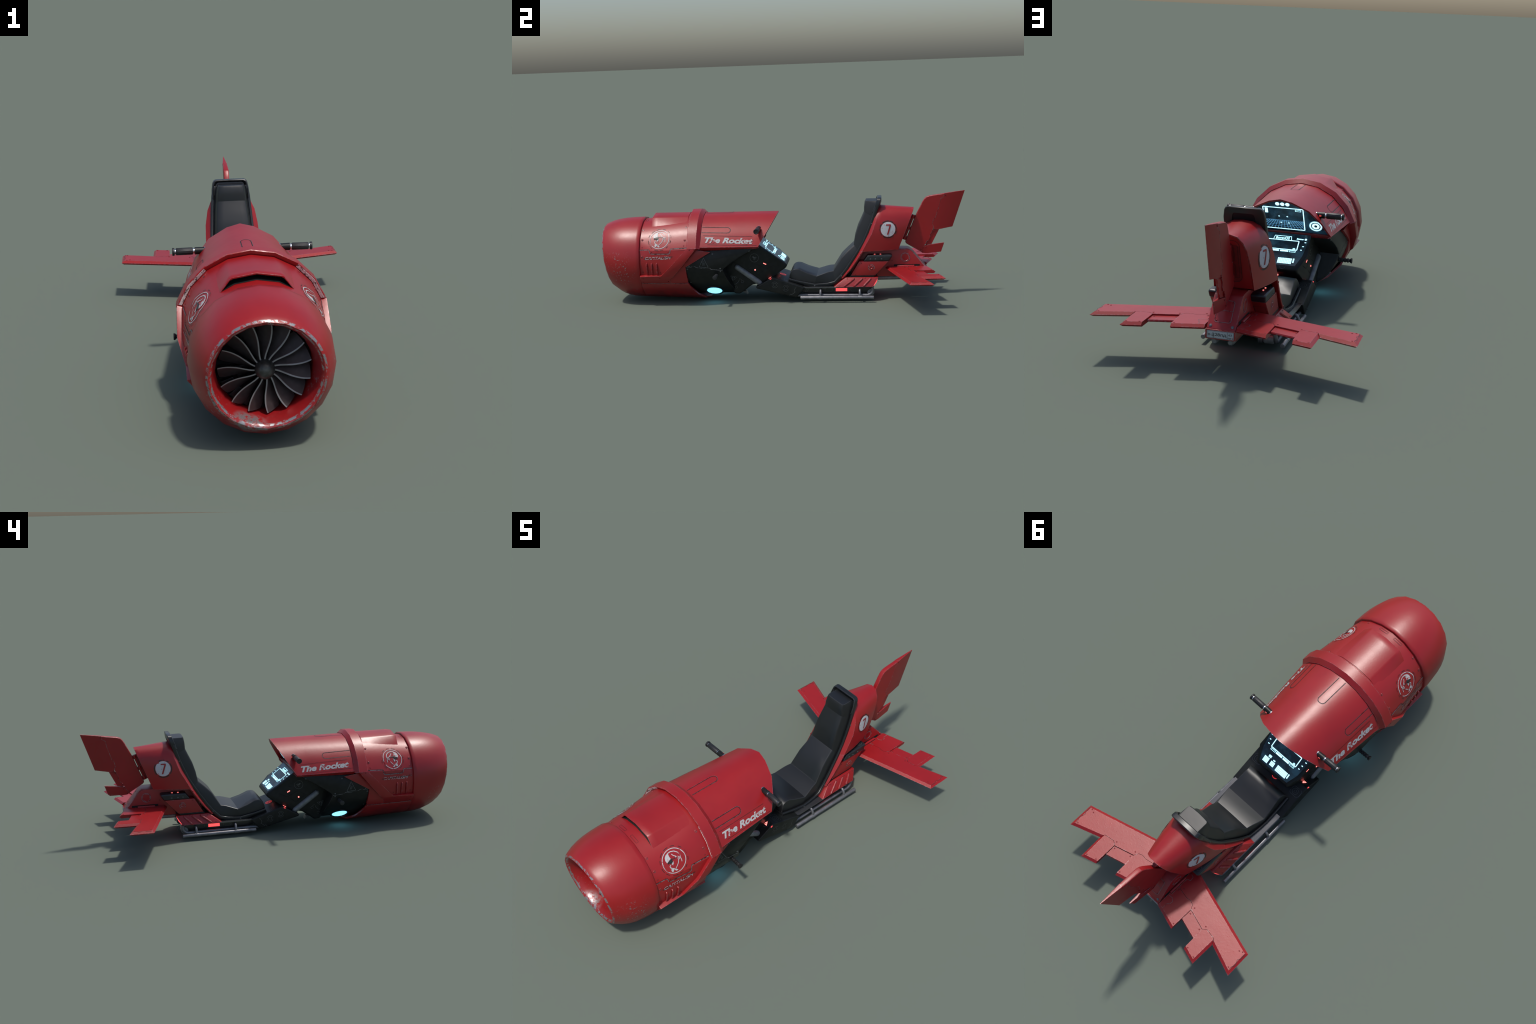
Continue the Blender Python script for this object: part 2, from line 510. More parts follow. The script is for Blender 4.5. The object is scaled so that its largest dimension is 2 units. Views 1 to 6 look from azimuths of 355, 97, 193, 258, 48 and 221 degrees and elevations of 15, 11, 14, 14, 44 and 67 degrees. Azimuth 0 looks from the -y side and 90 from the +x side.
# fan
fan = empty("fan"); fan.parent = ROOT
FY, FZ = -.905, .2455
hub = finish(lathe_bm((0, FY + .05, FZ), (0, -1, 0), [(0, .03), (.035, .0315), (.055, .0305), (.068, .026), (.076, .018), (.080, .009), (.081, 0)], 28), "hub", "hub", fan)
def blade_mesh():
    bm = bmesh.new()
    rows = []
    K = 13
    for i in range(K):
        t = i / (K - 1)
        r = lerp(.027, .1405, t)
        sweep = -radians(table(t, [(0, 0), (.12, 3.2), (.25, 7.0), (.38, 9.8), (.5, 11.2), (.62, 11.6), (.75, 11.2), (.88, 10.2), (1, 8.6)]))
        chord = radians(table(t, [(0, 34), (.2, 31), (.5, 28), (.8, 25), (1, 19)]))
        depth = lerp(.034, .030, t)
        th = lerp(.0022, .0012, t)
        row = []
        for s in (0, .03, .3, .65, 1):
            a = sweep + chord * s * (1 - .18 * s)
            y = depth * s ** .9
            if t > .93:
                rr = r - .004 * s
            else:
                rr = r
            row.append((rr, a, y, th * (1.0 if s < .05 else 1.1 - .9 * s)))
        rows.append(row)
    def pt(r, a, y):
        return (r * sin(-a), y, r * cos(a))
    F = [[bm.verts.new(pt(r, a - h / r, y)) for r, a, y, h in row] for row in rows]
    B = [[bm.verts.new(pt(r, a + h / r, y)) for r, a, y, h in row] for row in rows]
    n = 5
    for i in range(K - 1):
        for j in range(n - 1):
            for G in (F, B):
                f = bm.faces.new((G[i][j], G[i][j + 1], G[i + 1][j + 1], G[i + 1][j])); f.material_index = 1 if j == 0 else 0
        f = bm.faces.new((F[i][0], F[i + 1][0], B[i + 1][0], B[i][0])); f.material_index = 1
        bm.faces.new((F[i][-1], B[i][-1], B[i + 1][-1], F[i + 1][-1]))
    for i in (0, K - 1):
        for j in range(n - 1):
            bm.faces.new((F[i][j], B[i][j], B[i][j + 1], F[i][j + 1]))
    o = finish(bm, "fan_blade", ["blade", "bladelip"], fan, sharp=50)
    me = o.data
    bpy.data.objects.remove(o)
    return me
BL = blade_mesh()
for i in range(15):
    o = bpy.data.objects.new("fan_blade", BL)
    COL.objects.link(o); o.parent = fan
    o.matrix_world = Matrix.Translation((0, FY, FZ)) @ Matrix.Rotation(radians(-i * 24 + 1), 4, 'Y')
bm = lathe_bm((0, -.838, .243), (0, 1, 0), [(0, .1465), (.01, .1465)], 40)
back = finish(bm, "stator_plate", "void", fan)
bm = bmesh.new()
for i in range(18):
    a = radians(20 * i + 6)
    for r0, r1, w, d in ((.045, .085, .010, .02), (.098, .138, .018, .024)):
        loft_bm([[Vector((r * sin(a) + s * w / 2 * r / r1 * cos(a), -.838 - d * dd, .243 + r * cos(a) - s * w / 2 * r / r1 * sin(a))) for r, s in ((r0, -1), (r1, -1), (r1, 1), (r0, 1))] for dd in (0, 1)], bm=bm)
st = finish(bm, "stator_vane", "stator", fan, bevel=.002)
st["kind"] = "stuff"

# ------------------------------------------------------------------ engine barrel behind the cowl
def R_mid(y, t=0):
    return table(y, [(-.80, .2145), (-.762, .2165), (-.50, .2465), (-.40, .2475)])
bm = loft_bm([[on_barrel(y, FACET * i, R_mid(y)) for i in range(-4, 5)] for y in (-.80, -.762, -.68, -.60, -.50, -.43)], False, False, False)
for sg in (1, -1):
    loft_bm([[on_barrel(y, sg * t, R_mid(y)) for y in (-.80, -.762, lerp(-.762, e, .33), lerp(-.762, e, .66), e)] for t, e in ((72, -.47), (90, -.555), (108, -.630))], False, False, False, bm)
mid = finish(bm, "engine_barrel", "red")
MID = bvh_of(mid)
arc = lambda lo, hi: [lo + (hi - lo) * i / 12 for i in range(13)]
for m in (False, True):
    # seam line with the emblem bracket hanging below it
    arc_art("panel_seam", "seam", [(-.765, 70.5), (-.715, 70.5), (-.711, 72), (-.708, 75), (-.700, 76.5), (-.602, 77), (-.594, 75.5), (-.592, 72), (-.588, 70.3), (-.5, 69.8)], .0032, R_mid, mid, m)
    arc_art("panel_groove", "groove", [(-.765, 69.8), (-.714, 69.8), (-.7095, 71.5), (-.7065, 74.8), (-.699, 75.8), (-.603, 76.3), (-.5955, 74.8), (-.5935, 71.5), (-.589, 69.6), (-.5, 69.1)], .0016, R_mid, mid, m, .0016)
    s = -1 if m else 1
    for y, t in ((-.7535, 55), (-.7565, 37.5), (-.7535, 80), (-.5115, 39.5), (-.5125, 59)):
        stud(RIVET, on_barrel(y, s * t, R_mid(y)), on_barrel(0, s * t, 1) - Vector((0, 0, ZC)), mid, MID)
    for y, t in ((-.698, 73.5), (-.604, 74), (-.517, 66.5), (-.752, 66.5), (-.752, 103), (-.652, 103)):
        stud(RIVET_S, on_barrel(y, s * t, R_mid(y)), on_barrel(0, s * t, 1) - Vector((0, 0, ZC)), mid, MID)
    # service hatch outlines in front of the scoop
    arc_art("hatch_outline", "groove", [(-.7565, 5), (-.7565, 17), (-.7455, 17), (-.7455, 5), (-.7565, 5)], .0012, R_mid, mid, m)

# raised ribs under the lettering
for m in (1, -1):
    for y in (-.7275, -.699, -.671):
        pts = [on_barrel(y, m * t, R_mid(y) + h) for t, h in ((89.2, -.002), (89.8, .002), (91, .0045), (96, .0045), (103, .0045), (105.5, .002), (106.2, -.002))]
        finish(tube_bm(pts, [.0028, .0036, .0042, .0042, .0042, .0036, .0028], 10), "vent_rib", "red", mid)

# emblem: generic profile head in a ring, with dashes round it
def head_art(s, f):
    k = lambda pts: [(f * x * s, y * s) for x, y in pts]
    light, dark = Art(), Art()
    light.ring(0, 0, s * .965, s * 1.03)
    light.poly(k([(-.62, .10), (-.67, .34), (-.60, .56), (-.46, .70), (-.26, .78), (-.22, .70), (-.24, .50), (-.20, .28)]))
    light.strip(k([(-.26, .76), (.02, .79), (.30, .70), (.52, .50), (.62, .26), (.58, .06)]), s * .07)
    light.strip(k([(.02, .58), (.10, .42), (.26, .28)]), s * .06)
    light.poly(k([(.18, .30), (.30, .30), (.30, .18), (.20, .20)]))
    light.strip(k([(.40, .22), (.50, .10), (.46, -.04), (.36, -.08), (.36, .06), (.42, .12)]), s * .055)
    light.strip(k([(.34, -.10), (.28, -.28), (.08, -.50), (-.22, -.74)]), s * .06)
    light.strip(k([(.56, .04), (.60, -.16), (.58, -.36)]), s * .06)
    light.poly(k([(-.30, -.10), (-.06, .02), (-.02, .12), (-.10, -.08), (-.14, -.32), (-.28, -.22)]))
    light.strip(k([(-.38, -.16), (-.50, -.26), (-.46, -.42), (-.38, -.46)]), s * .07)
    light.poly(k([(-.44, -.46), (-.28, -.50), (-.16, -.60), (-.30, -.70), (-.36, -.80), (-.48, -.76), (-.50, -.62)]))
    light.poly(k([(-.18, -.72), (-.10, -.66), (.06, -.82), (-.10, -.86)]))
    dark.poly(k([(-.62, .08), (-.20, .28), (-.12, .18), (-.14, .02), (-.26, -.10), (-.40, -.06), (-.44, .02), (-.56, -.02)]))
    dark.poly(k([(-.18, .26), (.28, .18), (.28, .12), (-.14, .16)]))
    for i in range(12):
        dark.ring(0, 0, s * 1.165, s * 1.205, 30 * i + random.uniform(2, 6), 30 * i + random.uniform(18, 26))
    return light, dark
for s in (1, -1):
    n = Vector((s * .83, -.09, .555)).normalized()
    u = Vector((0, s, 0)); u = (u - n * u.dot(n)).normalized(); v = n.cross(u)
    a, b = head_art(.0545, s)
    a.lay("emblem", "letter", (s * .188, -.655, .369), u, v, mid, MID, .0014)
    b.lay("emblem_ink", "ink", (s * .188, -.655, .369), u, v, mid, MID, .0020)
    n = Vector((s, 0, .13)).normalized(); v = n.cross(u).normalized()
    n = u.cross(v)
    Art().text("CAPITALISM", 0, 0, .148, .0150, .35, .0).lay("slogan_lettering", "letter", (s * .227, -.662, .271), (0, s, 0.02 * s), v, mid, MID, .0014)
    Art().strip([(-.082, -.002), (-.02, .001), (.04, .003), (.083, .006)], .0028).lay("slogan_strike", "ink", (s * .227, -.662, .271), (0, s, 0.02 * s), v, mid, MID, .0021)

# air scoop on top
def scoop_r(y, t):
    a = abs(t)
    full = .2475
    base = R_mid(y) - .002
    w = table(y, [(-.711, 1.0), (-.50, 1.0)])
    return base + (max(full, base + .001) - base) * (1 if a <= 20.5 else max(0, (33 - a) / 12.5))
TH = (-33, -20.5, -18, -9, 0, 9, 18, 20.5, 33)
ys = (-.711, -.68, -.64, -.60, -.56, -.51)
bm = bmesh.new()
outer = [[on_barrel(y, t, 1) for t in TH] for y in ys]
def srow(y, d=0.0):
    return [Vector((r * sin(radians(t)), y, ZC + r * cos(radians(t)))) for t in TH for r in [facet_r(scoop_r(y, t), t) - d * (1 if abs(t) < 30 else .4)]]
rows = [srow(-.711, .006), srow(-.7118, .002), srow(-.7095, 0)] + [srow(y) for y in ys[1:]]
loft_bm(rows, False, False, False, bm)
scoop = finish(bm, "air_scoop", "red", mid, sharp=55)
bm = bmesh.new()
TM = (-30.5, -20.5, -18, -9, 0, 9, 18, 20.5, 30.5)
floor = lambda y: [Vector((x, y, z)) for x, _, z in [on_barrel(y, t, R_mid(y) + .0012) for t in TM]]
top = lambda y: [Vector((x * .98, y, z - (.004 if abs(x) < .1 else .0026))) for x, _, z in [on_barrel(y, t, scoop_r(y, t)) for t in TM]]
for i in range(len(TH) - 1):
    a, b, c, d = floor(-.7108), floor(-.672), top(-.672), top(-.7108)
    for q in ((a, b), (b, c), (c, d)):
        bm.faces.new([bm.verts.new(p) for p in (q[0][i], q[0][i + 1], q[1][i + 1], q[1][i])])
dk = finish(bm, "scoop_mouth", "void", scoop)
bm = bmesh.new()
for t in range(-24, 25, 4):
    r0, r1 = facet_r(R_mid(-.6745), t), facet_r(scoop_r(-.6745, t), t) - .004
    tube_bm([Vector((r * sin(radians(t)), -.6745, ZC + r * cos(radians(t)))) for r in (r0, r1)], .0022, 6, bm)
sl = finish(bm, "scoop_grille", "mouth", scoop); sl["kind"] = "stuff"

# collar ring and the strap / belly shell
prof = [(-.43, .2455), (-.4875, .2475), (-.4885, .2490), (-.4965, .2600), (-.4970, .2625), (-.4945, .2650), (-.4465, .2655), (-.4265, .2480), (-.4265, .2455)]
ths = [-71.5] + [FACET * i for i in range(-3, 4)] + [71.5]
rings = [[on_barrel(y, t, r) for y, r in prof] for t in ths]
collar = finish(loft_bm(rings), "collar", "red", sharp=28)
for s in (1, -1):
    bm = bmesh.new()
    tt = [s * t for t in (37, 45, 54, 62, 70)]
    loft_bm([[on_barrel(y, t, r) for y, r in ((-.4870, .2490), (-.4895, .2488), (-.4975, .2598), (-.4950, .2606))] for t in tt], bm=bm)
    finish(bm, "bright_trim", "bright", collar)

def R_strap(y, t):
    return table(t, [(70, .2652), (88, .2548), (104, .2440), (110, .2380), (180, table(y, [(-.77, .2275), (-.60, .2325), (-.40, .2400)]))]) if t < 110 else R_belly(y, t)
def R_belly(y, t):
    return table(y, [(-.77, .2275), (-.60, .2335), (-.40, .2405)])
belly_prof = [(-.768, 107.2), (-.649, 106.4), (-.497, 71.0), (-.445, 71.0), (-.600, 113.0), (-.603, 120.5), (-.768, 120.5)]
parts = []
for m in (False, True):
    parts.append(panel("side_strap", belly_prof, R_strap, lambda y, t: .205, "red", mirror=m, bevel=.0024))
    panel("lower_cheek", [(-.6035, 120.5), (-.6035, 113.0), (-.52, 90.5), (-.449, 72.0), (-.374, 75.0), (-.514, 96.0), (-.506, 119.5)], lambda y, t: table(t, [(70, .236), (76, .221), (96, .2250), (112, .2300), (121, .2335)]), lambda y, t: .200, "red", mirror=m, bevel=.0012)
belly = panel("belly_shell", [(-.768, 120.8), (-.505, 120.2), (-.470, 139), (-.435, 158), (-.409, 180), (-.435, 202), (-.470, 221), (-.505, 239.8), (-.768, 239.2)], R_belly, lambda y, t: R_belly(y, t) - .010, "red", bevel=.0012, ycuts=(-.70, -.60))
for m in (False, True):
    arc_art("panel_seam", "seam", [(-.766, 120.6), (-.66, 121.0), (-.64, 120.2), (-.60, 120.6), (-.51, 120.2)], .0022, R_belly, belly, m)
    s = -1 if m else 1
    for y, t in ((-.60, 73), (-.475, 72.8)):
        pass
    BB = bvh_of(parts[int(m)])
    for y, t in ((-.482, 72.6), (-.456, 72.6), (-.752, 110.5), (-.66, 110.5), (-.615, 117), (-.755, 118)):
        stud(RIVET_S, on_barrel(y, s * t, R_strap(y, t)), on_barrel(0, s * t, 1) - Vector((0, 0, ZC)), parts[int(m)], BB)

# ------------------------------------------------------------------ hood
HF = [(0, .4845), (.0755, .4725), (.1435, .4375), (.1965, .3840), (.2330, .3270)]
HR = [(0, .4845), (.0505, .4730), (.1205, .4380), (.1715, .3820), (.2065, .3210)]
HK = .096 / .158
def rear_y(z):
    return -.112 + (z - .326) * HK
def hood_pt(i, t):
    (xf, zf), (xr, zr) = HF[i], HR[i]
    yr = rear_y(zr)
    return Vector((lerp(xf, xr, t), lerp(-.43, yr, t), lerp(zf, zr, t)))
def hood_ring(t, off=0.0):
    R = [hood_pt(i, t) for i in range(5)]
    low = Vector((lerp(.205, .196, t), R[4].y, lerp(.3035, .3115, t)))
    half = R + [low]
    if off:
        half = [Vector((p.x - off * (p.x / .2), p.y, p.z - off * max(0, (p.z - .28) / .2))) for p in half]
    return [Vector((-p.x, p.y, p.z)) for p in half[:0:-1]] + half
bm = bmesh.new()
rows = [hood_ring(t) for t in (0, .33, .66, 1)]
edge = [p + Vector((0, -.002, 0)) for p in hood_ring(1, .007)]
inner = [hood_ring(t, .008) for t in (.9, .6)]
loft_bm(rows + [edge] + inner, False, False, False, bm)
# underside between the two lower edges
ends = [(r[0], r[-1]) for r in rows]
for (a, b), (c, d) in zip(ends, ends[1:]):
    bm.faces.new([bm.verts.new(p) for p in (a, b, d, c)])
hood = finish(bm, "hood", "red", sharp=33)
HOOD = bvh_of(hood)
for s in (1, -1):
    # hood slots drawn flat: dark shadow line, thin pale highlight beside it
    def slot(name, c, u, n, l, w):
        u, n = Vector(u).normalized(), Vector(n).normalized()
        v = n.cross(u)
        k = [(-l / 2, -w / 2)] + [(l / 2 - w / 2 + w / 2 * cos(radians(a)), w / 2 * sin(radians(a))) for a in range(-90, 91, 15)] + [(-l / 2, w / 2)]
        Art().strip(k, .0025).lay(name, "groove", c, u, v, hood, HOOD, .0010)
        k2 = [(x + (.0016 if 0 < i < len(k) - 1 else 0), y * (1 + .0038 / w)) for i, (x, y) in enumerate(k)]
        Art().strip(k2, .0007).lay(name, "seam", c, u, v, hood, HOOD, .0014)
    slot("hood_slot", (s * .168, -.345, .412), (-.0 * s, 1, -.01), (s * .8, 0, .6), .155, .035)
    n = Vector((s * .87, 0, .49))
    u = Vector((-.055, s, -.018)) if s > 0 else Vector((-.055, -1, .018))
    u = Vector((0, s, -.02 * s)).normalized()
    v = Vector((-s * .49, 0, .87)).normalized()
    c = (s * .2035, -.272, .358)
    Art().text("The Rocket", 0, 0, .262, .0330, .30, .042).lay("name_lettering", "letter", c, u, v, hood, HOOD, .0012)
    Art().strip([(-.14, .026), (.125, .0275)], .0014).strip([(-.115, -.026), (.15, -.0235)], .0016).lay("pin_stripe", "ink", c, u, v, hood, HOOD, .0010)
slot("hood_slot", (0, -.345, .485), (0, 1, 0), (0, 0, 1), .15, .036)
# dashboard inside the hood
def dash_y(z):
    return -.137 + (z - .326) * HK
half = [(0, .4760), (.045, .4655), (.108, .4315), (.157, .3800), (.188, .3200)]
loop = [(-x, z) for x, z in half[:0:-1]] + half
bm = loft_bm([[Vector((x, dash_y(z), z)) for x, z in loop], [Vector((x, dash_y(z) - .02, z)) for x, z in loop]])
dash = finish(bm, "dashboard", "screen", hood)
dv = Vector((0, HK, 1)).normalized()
du = Vector((-1, 0, 0))
def dash_art():
    return Art()
dc = (0, dash_y(.326), .326)
SQ = sqrt(1 + HK * HK)
dz = lambda z: (z - .326) * SQ
A = Art()
A.box(-.088, dz(.336), .088, dz(.4385), .0042, .004)
for x in (-.022, 0, .022):
    A.disc(x, dz(.4565), .0092)
for sx in (-1, 1):
    cx, cy = sx * .1375, dz(.3615)
    A.ring(cx, cy, .0070, .0165); A.ring(cx, cy, .0215, .0255)
    for i in range(36):
        A.ring(cx, cy, .0255, .0285, i * 10, i * 10 + 5)
A.lay("screen_graphics", "screen_ink", dc, du, dv, dash, None, .0012)
A = Art()
A.rect(-.080, dz(.410), -.067, dz(.434)).box(.054, dz(.4265), .078, dz(.4335), .0018)
for x, z in ((-.022, .395), (.014, .395), (-.016, .364), (.018, .364)):
    A.poly([(x, dz(z)), (x + .006, dz(z) + .001), (x + .003, dz(z) + .006), (x - .002, dz(z) + .004)])
A.lay("screen_icons", "screen_ink", dc, du, dv, dash, None, .0013)
A = Art()
hz, lo = dz(.378), dz(.3385)
for i in range(-15, 16):
    xt, xb = i * .0088, i * .0150
    k = 1.0
    if abs(xb) > .085:
        k = (.085 - abs(xt)) / (abs(xb) - abs(xt)) if abs(xt) < .085 else 0
    if k > .02:
        A.strip([(xt, hz), (lerp(xt, xb, k), lerp(hz, lo, k))], .0009)
for i in range(6):
    y = lerp(hz, lo, (i / 6) ** 1.5)
    A.strip([(-.085, y), (.085, y)], .0006)
A.lay("screen_grid", "screen_dim", dc, du, dv, dash, None, .0009)
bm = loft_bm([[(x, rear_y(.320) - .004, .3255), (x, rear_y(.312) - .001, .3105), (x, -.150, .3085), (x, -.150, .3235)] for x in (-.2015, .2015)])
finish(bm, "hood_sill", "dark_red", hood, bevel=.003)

# ------------------------------------------------------------------ handlebar grips
for s in (1, -1):
    b = Vector((s * .139, -.1135, .4120)); d = Vector((s, -.02, .0)).normalized()
    grip = finish(lathe_bm(b, d, [(0, .004), (0, .0125), (.036, .0138), (.0365, .0095), (.043, .0095)], 24), "handlebar", "black")
    bm = bmesh.new()
    for a, c, r in ((.0365, .0435, .0098), (.105, .111, .0098)):
        lathe_bm(b + d * a, d, [(0, r), (c - a, r)], 24, bm)
    for a in (-.003,):
        lathe_bm(b + d * a, d, [(0, .0130), (.004, .0132)], 24, bm)
    finish(bm, "chrome_ring", "chrome", grip, bevel=.0008)
    o, u, v, dd = frame_at(b, d)
    rows = []
    for h in (.0435, .0455, .103, .105):
        ins = .0012 if h in (.0435, .105) else 0
        rows.append([o + dd * h + (u * cos(2 * pi * k / 48) + v * sin(2 * pi * k / 48)) * (.0134 - ins - (.0009 if k % 4 == 0 else 0)) for k in range(48)])
    finish(loft_bm(rows), "rubber_grip", "rubber", grip, sharp=50)
    finish(lathe_bm(b + d * .110, d, [(0, .012), (.001, .0142), (.006, .0148), (.0085, .0138), (.0085, .010), (.0070, .009), (.0070, 0)], 24), "end_cap", "rubber", grip)
    bm = loft_bm([[b + d * (.012 + 0) + Vector((0, .0125, 0)) + d * i + Vector((0, 0, j)) for i, j in ((.002, -.0035), (.011, -.0035), (.011, .0035), (.002, .0035))], [b + d * .012 + Vector((0, .0145, 0)) + d * i + Vector((0, 0, j)) for i, j in ((.002, -.0035), (.011, -.0035), (.011, .0035), (.002, .0035))]])
    finish(bm, "grip_button", "gripred", grip, bevel=.0006)

# ------------------------------------------------------------------ black hull under the hood
HULL = [(66, .2045, -.120), (72, .2080, -.149), (80, .2100, -.200), (90, .2130, -.258), (101, .2170, -.311), (110, .2165, -.300), (120, .2165, -.287),
        (132, .2150, -.272), (144, .2135, -.256), (156, .2120, -.238), (168, .2100, -.226), (180, .2090, -.222)]
def hull_pt(t, r, y):
    return Vector((r * sin(radians(t)), y, ZC + r * cos(radians(t))))
full = [(-t, r, y) for t, r, y in HULL] + [(t, r, y) for t, r, y in HULL[::-1][1:]]
bm = bmesh.new()
rows = [[hull_pt(t, r, -.53) for t, r, y in full], [hull_pt(t, r, lerp(-.53, y, .5)) for t, r, y in full], [hull_pt(t, r, y - .012) for t, r, y in full], [hull_pt(t, r - .003, y - .003) for t, r, y in full],
        [hull_pt(t, r - .010, y) for t, r, y in full]]
loft_bm(rows, False, False, False, bm)
bm2 = bmesh.new()
for row in (rows[-1],):
    n = len(row)
    L = row[:n // 2 + 1]; Rr = row[::-1][:n // 2 + 1]
    for i in range(n // 2):
        q = [L[i], Rr[i], Rr[i + 1], L[i + 1]]
        vs = [bm.verts.new(p) for p in q]
        bm.faces.new(vs if i < n // 2 - 1 else vs[:3])
hull = finish(bm, "hull", "black", sharp=38)
HB = bvh_of(hull)
for s in (1, -1):
    # glowing hover lens on the lower flank
    n = Vector((s * .58, 0, -.815)).normalized()
    u = Vector((0, s, 0)); v = n.cross(u)
    c = Vector((s * .1215, -.3755, .064))
    hit = HB.ray_cast(c + n * .06, -n, .2)
    c = hit[0] if hit[0] is not None else c
    lens = finish(lathe_bm(c - n * .006, n, [(0, .042), (.0075, .042), (.010, .036), (.0115, .022), (.012, 0)], 12), "hover_lens", "cyan", hull, sharp=20)
    finish(lathe_bm(c - n * .006, n, [(0, .053), (.0085, .053), (.0090, .046), (.006, .044)], 32), "lens_bezel", "black", hull)
    # seam across the flank, warning sign, small bolts
    A = Art()
    A.strip([(-.102, .002), (-.073, .001), (-.066, .005), (-.052, .004), (-.044, -.002), (.008, -.009), (.016, -.006), (.030, -.006), (.037, -.013), (.098, -.019)], .0026)
    A.lay("panel_seam", "seamblk", (s * .21, -.411, .2155), (0, s, 0) if s > 0 else (0, -1, 0), (0, 0, 1), hull, HB, .0011) if s > 0 else None
    if s < 0:
        B = Art()
        B.strip([(-x, y) for x, y in [(-.102, .002), (-.073, .001), (-.066, .005), (-.052, .004), (-.044, -.002), (.008, -.009), (.016, -.006), (.030, -.006), (.037, -.013), (.098, -.019)]], .0026)
        B.lay("panel_seam", "seamblk", (s * .21, -.411, .2155), (0, -1, 0), (0, 0, 1), hull, HB, .0011)
        A.bm.free()
    W = Art()
    f = s
    W.strip([(-.025 * f, -.022), (.0 * f, .026), (.0245 * f, -.024)], .0028).strip([(-.025 * f, -.022), (.0245 * f, -.0265)], .0028)
    W.text("W", -.001, -.008, .015, .020).strip([(-.004, .004), (-.001, .010)], .002)
    W.lay("warning_sign", "etch", (s * .21, -.414, .2390), (0, s, 0), (0, 0, 1), hull, HB, .0011)
    for y, z in ((-.495, .221), (-.505, .205), (-.324, .206), (-.324, .190), (-.365, .285), (-.165, .297), (-.495, .125)):
        stud(RIVET_B, (s * .2, y, z), (s, 0, 0), hull, HB)
    # foot peg
    p = Vector((s * .195, -.347, .1665)); d = Vector((s, -.01, .0)).normalized()
    pr = [(0, .0075)]
    for k in range(4):
        h = .010 + k * .0125
        pr += [(h, .0080), (h + .001, .0098), (h + .008, .0098), (h + .009, .0074)]
    pr += [(.062, .0072), (.064, .0105), (.068, .0122), (.0705, .0122), (.0715, .010), (.0715, 0)]
    finish(lathe_bm(p, d, pr, 18), "foot_peg", "rubber", hull, sharp=45)
    finish(lathe_bm(p + d * .048, d, [(0, .0078), (.009, .0078)], 18), "peg_collar", "steel", hull)
bm = prism_x([(-.245, .036), (-.214, .036), (-.205, .016), (-.232, .030)], .018)
finish(bm, "keel_skid", "barmetal", hull, bevel=.001)

# ------------------------------------------------------------------ console
def con_hw(y, z):
    return table(y, [(-.34, .126), (-.235, .1250), (-.15, .1240), (-.03, .1150), (.035, .0915)])
CN = Vector((0, .6067, .7950))
con_poly = [(-.36, .26), (-.215, .37), (-.135, .3272), (.0205, .2085), (.0305, .196), (.0205, .1800), (-.100, .1060), (-.165, .094), (-.232, .046), (-.262, .050), (-.31, .10)]
con_poly = [(-.33, .30), (-.20, .33), (-.135, .3272), (-.09, .2928), (-.03, .2470), (.0195, .2093), (.0300, .196), (.0205, .1800), (-.040, .1430), (-.103, .1050), (-.165, .094), (-.232, .044), (-.262, .046), (-.30, .10)]
console = finish(prism_x(con_poly, con_hw), "console", "black", bevel=.009, segs=3, bevel_angle=25, sharp=40)
CB = bvh_of(console)
cu, cv = Vector((-1, 0, 0)), Vector((0, -.7950, .6067))
cc = (0, -.1, .3003)
Y = lambda y: (y + .1) / -.7950
bm = loft_bm([[Vector(cc) + cu * x + cv * Y(y) + CN * h for x, y in ((-.118, -.128), (.118, -.128), (.104, -.03), (.083, .017), (-.083, .017), (-.104, -.03))] for h in (-.002, .0012)])
glass = finish(bm, "console_screen", "screen", console)
A = Art()
A.box(-.0735, Y(-.0505), .0735, Y(-.0905), .0040, .003)
A.strip([(-.040, Y(-.0905)), (-.036, Y(-.108)), (.036, Y(-.108)), (.040, Y(-.0905))], .0022)
A.text("BorovOS", 0, Y(-.0995), .060, .0138, 0, .030)
A.text("Status", .076, Y(-.1005), .030, .0082, 0, .045).disc(.1005, Y(-.1005), .0052)
for sx in (-1, 1):
    for x, y in ((.1020, -.0870), (.0965, -.0690), (.0915, -.0530)):
        A.rect(sx * x - .0036, Y(y) - .0020, sx * x + .0036, Y(y) + .0020)
    A.box(*(sorted((sx * .0435, sx * .0690))[0], Y(-.0410), sorted((sx * .0435, sx * .0690))[1], Y(-.0465)), .0018)
    x0, x1 = sorted((sx * .0025, sx * .0385))
    A.rect(x0, Y(-.0405), x1, Y(-.0470))
for x0, x1, y0, y1, nx, ny in ((-.073, -.045, .011, -.011, 4, 4), (-.058, -.042, -.014, -.024, 3, 2), (-.034, -.011, .008, -.010, 4, 3), (-.028, -.016, -.0125, -.018, 2, 1), (.003, .064, .0105, -.0135, 9, 4), (.0675, .0745, .005, -.0140, 1, 3)):
    w, h = (x1 - x0) / nx, (Y(y1) - Y(y0)) / ny
    for i in range(nx):
        for j in range(ny):
            A.rect(x0 + i * w + .0004, Y(y0) + j * h + .0004, x0 + (i + 1) * w - .0004, Y(y0) + (j + 1) * h - .0004)
A.lay("screen_graphics", "screen_ink", cc, cu, cv, glass, None, .0021)
A = Art()
A.ring(.060, Y(-.0545), .0040, .0058).disc(.060, Y(-.0545), .0025)
A.lay("screen_icons", "screen_ink", cc, cu, cv, glass, None, .0021)
A = Art()
A.ring(.03, Y(.018), .014, .0150, 200, 340).ring(-.045, Y(.018), .014, .0150, 200, 340)
A.lay("etched_mark", "etch", cc, cu, cv, console, CB, .0011)
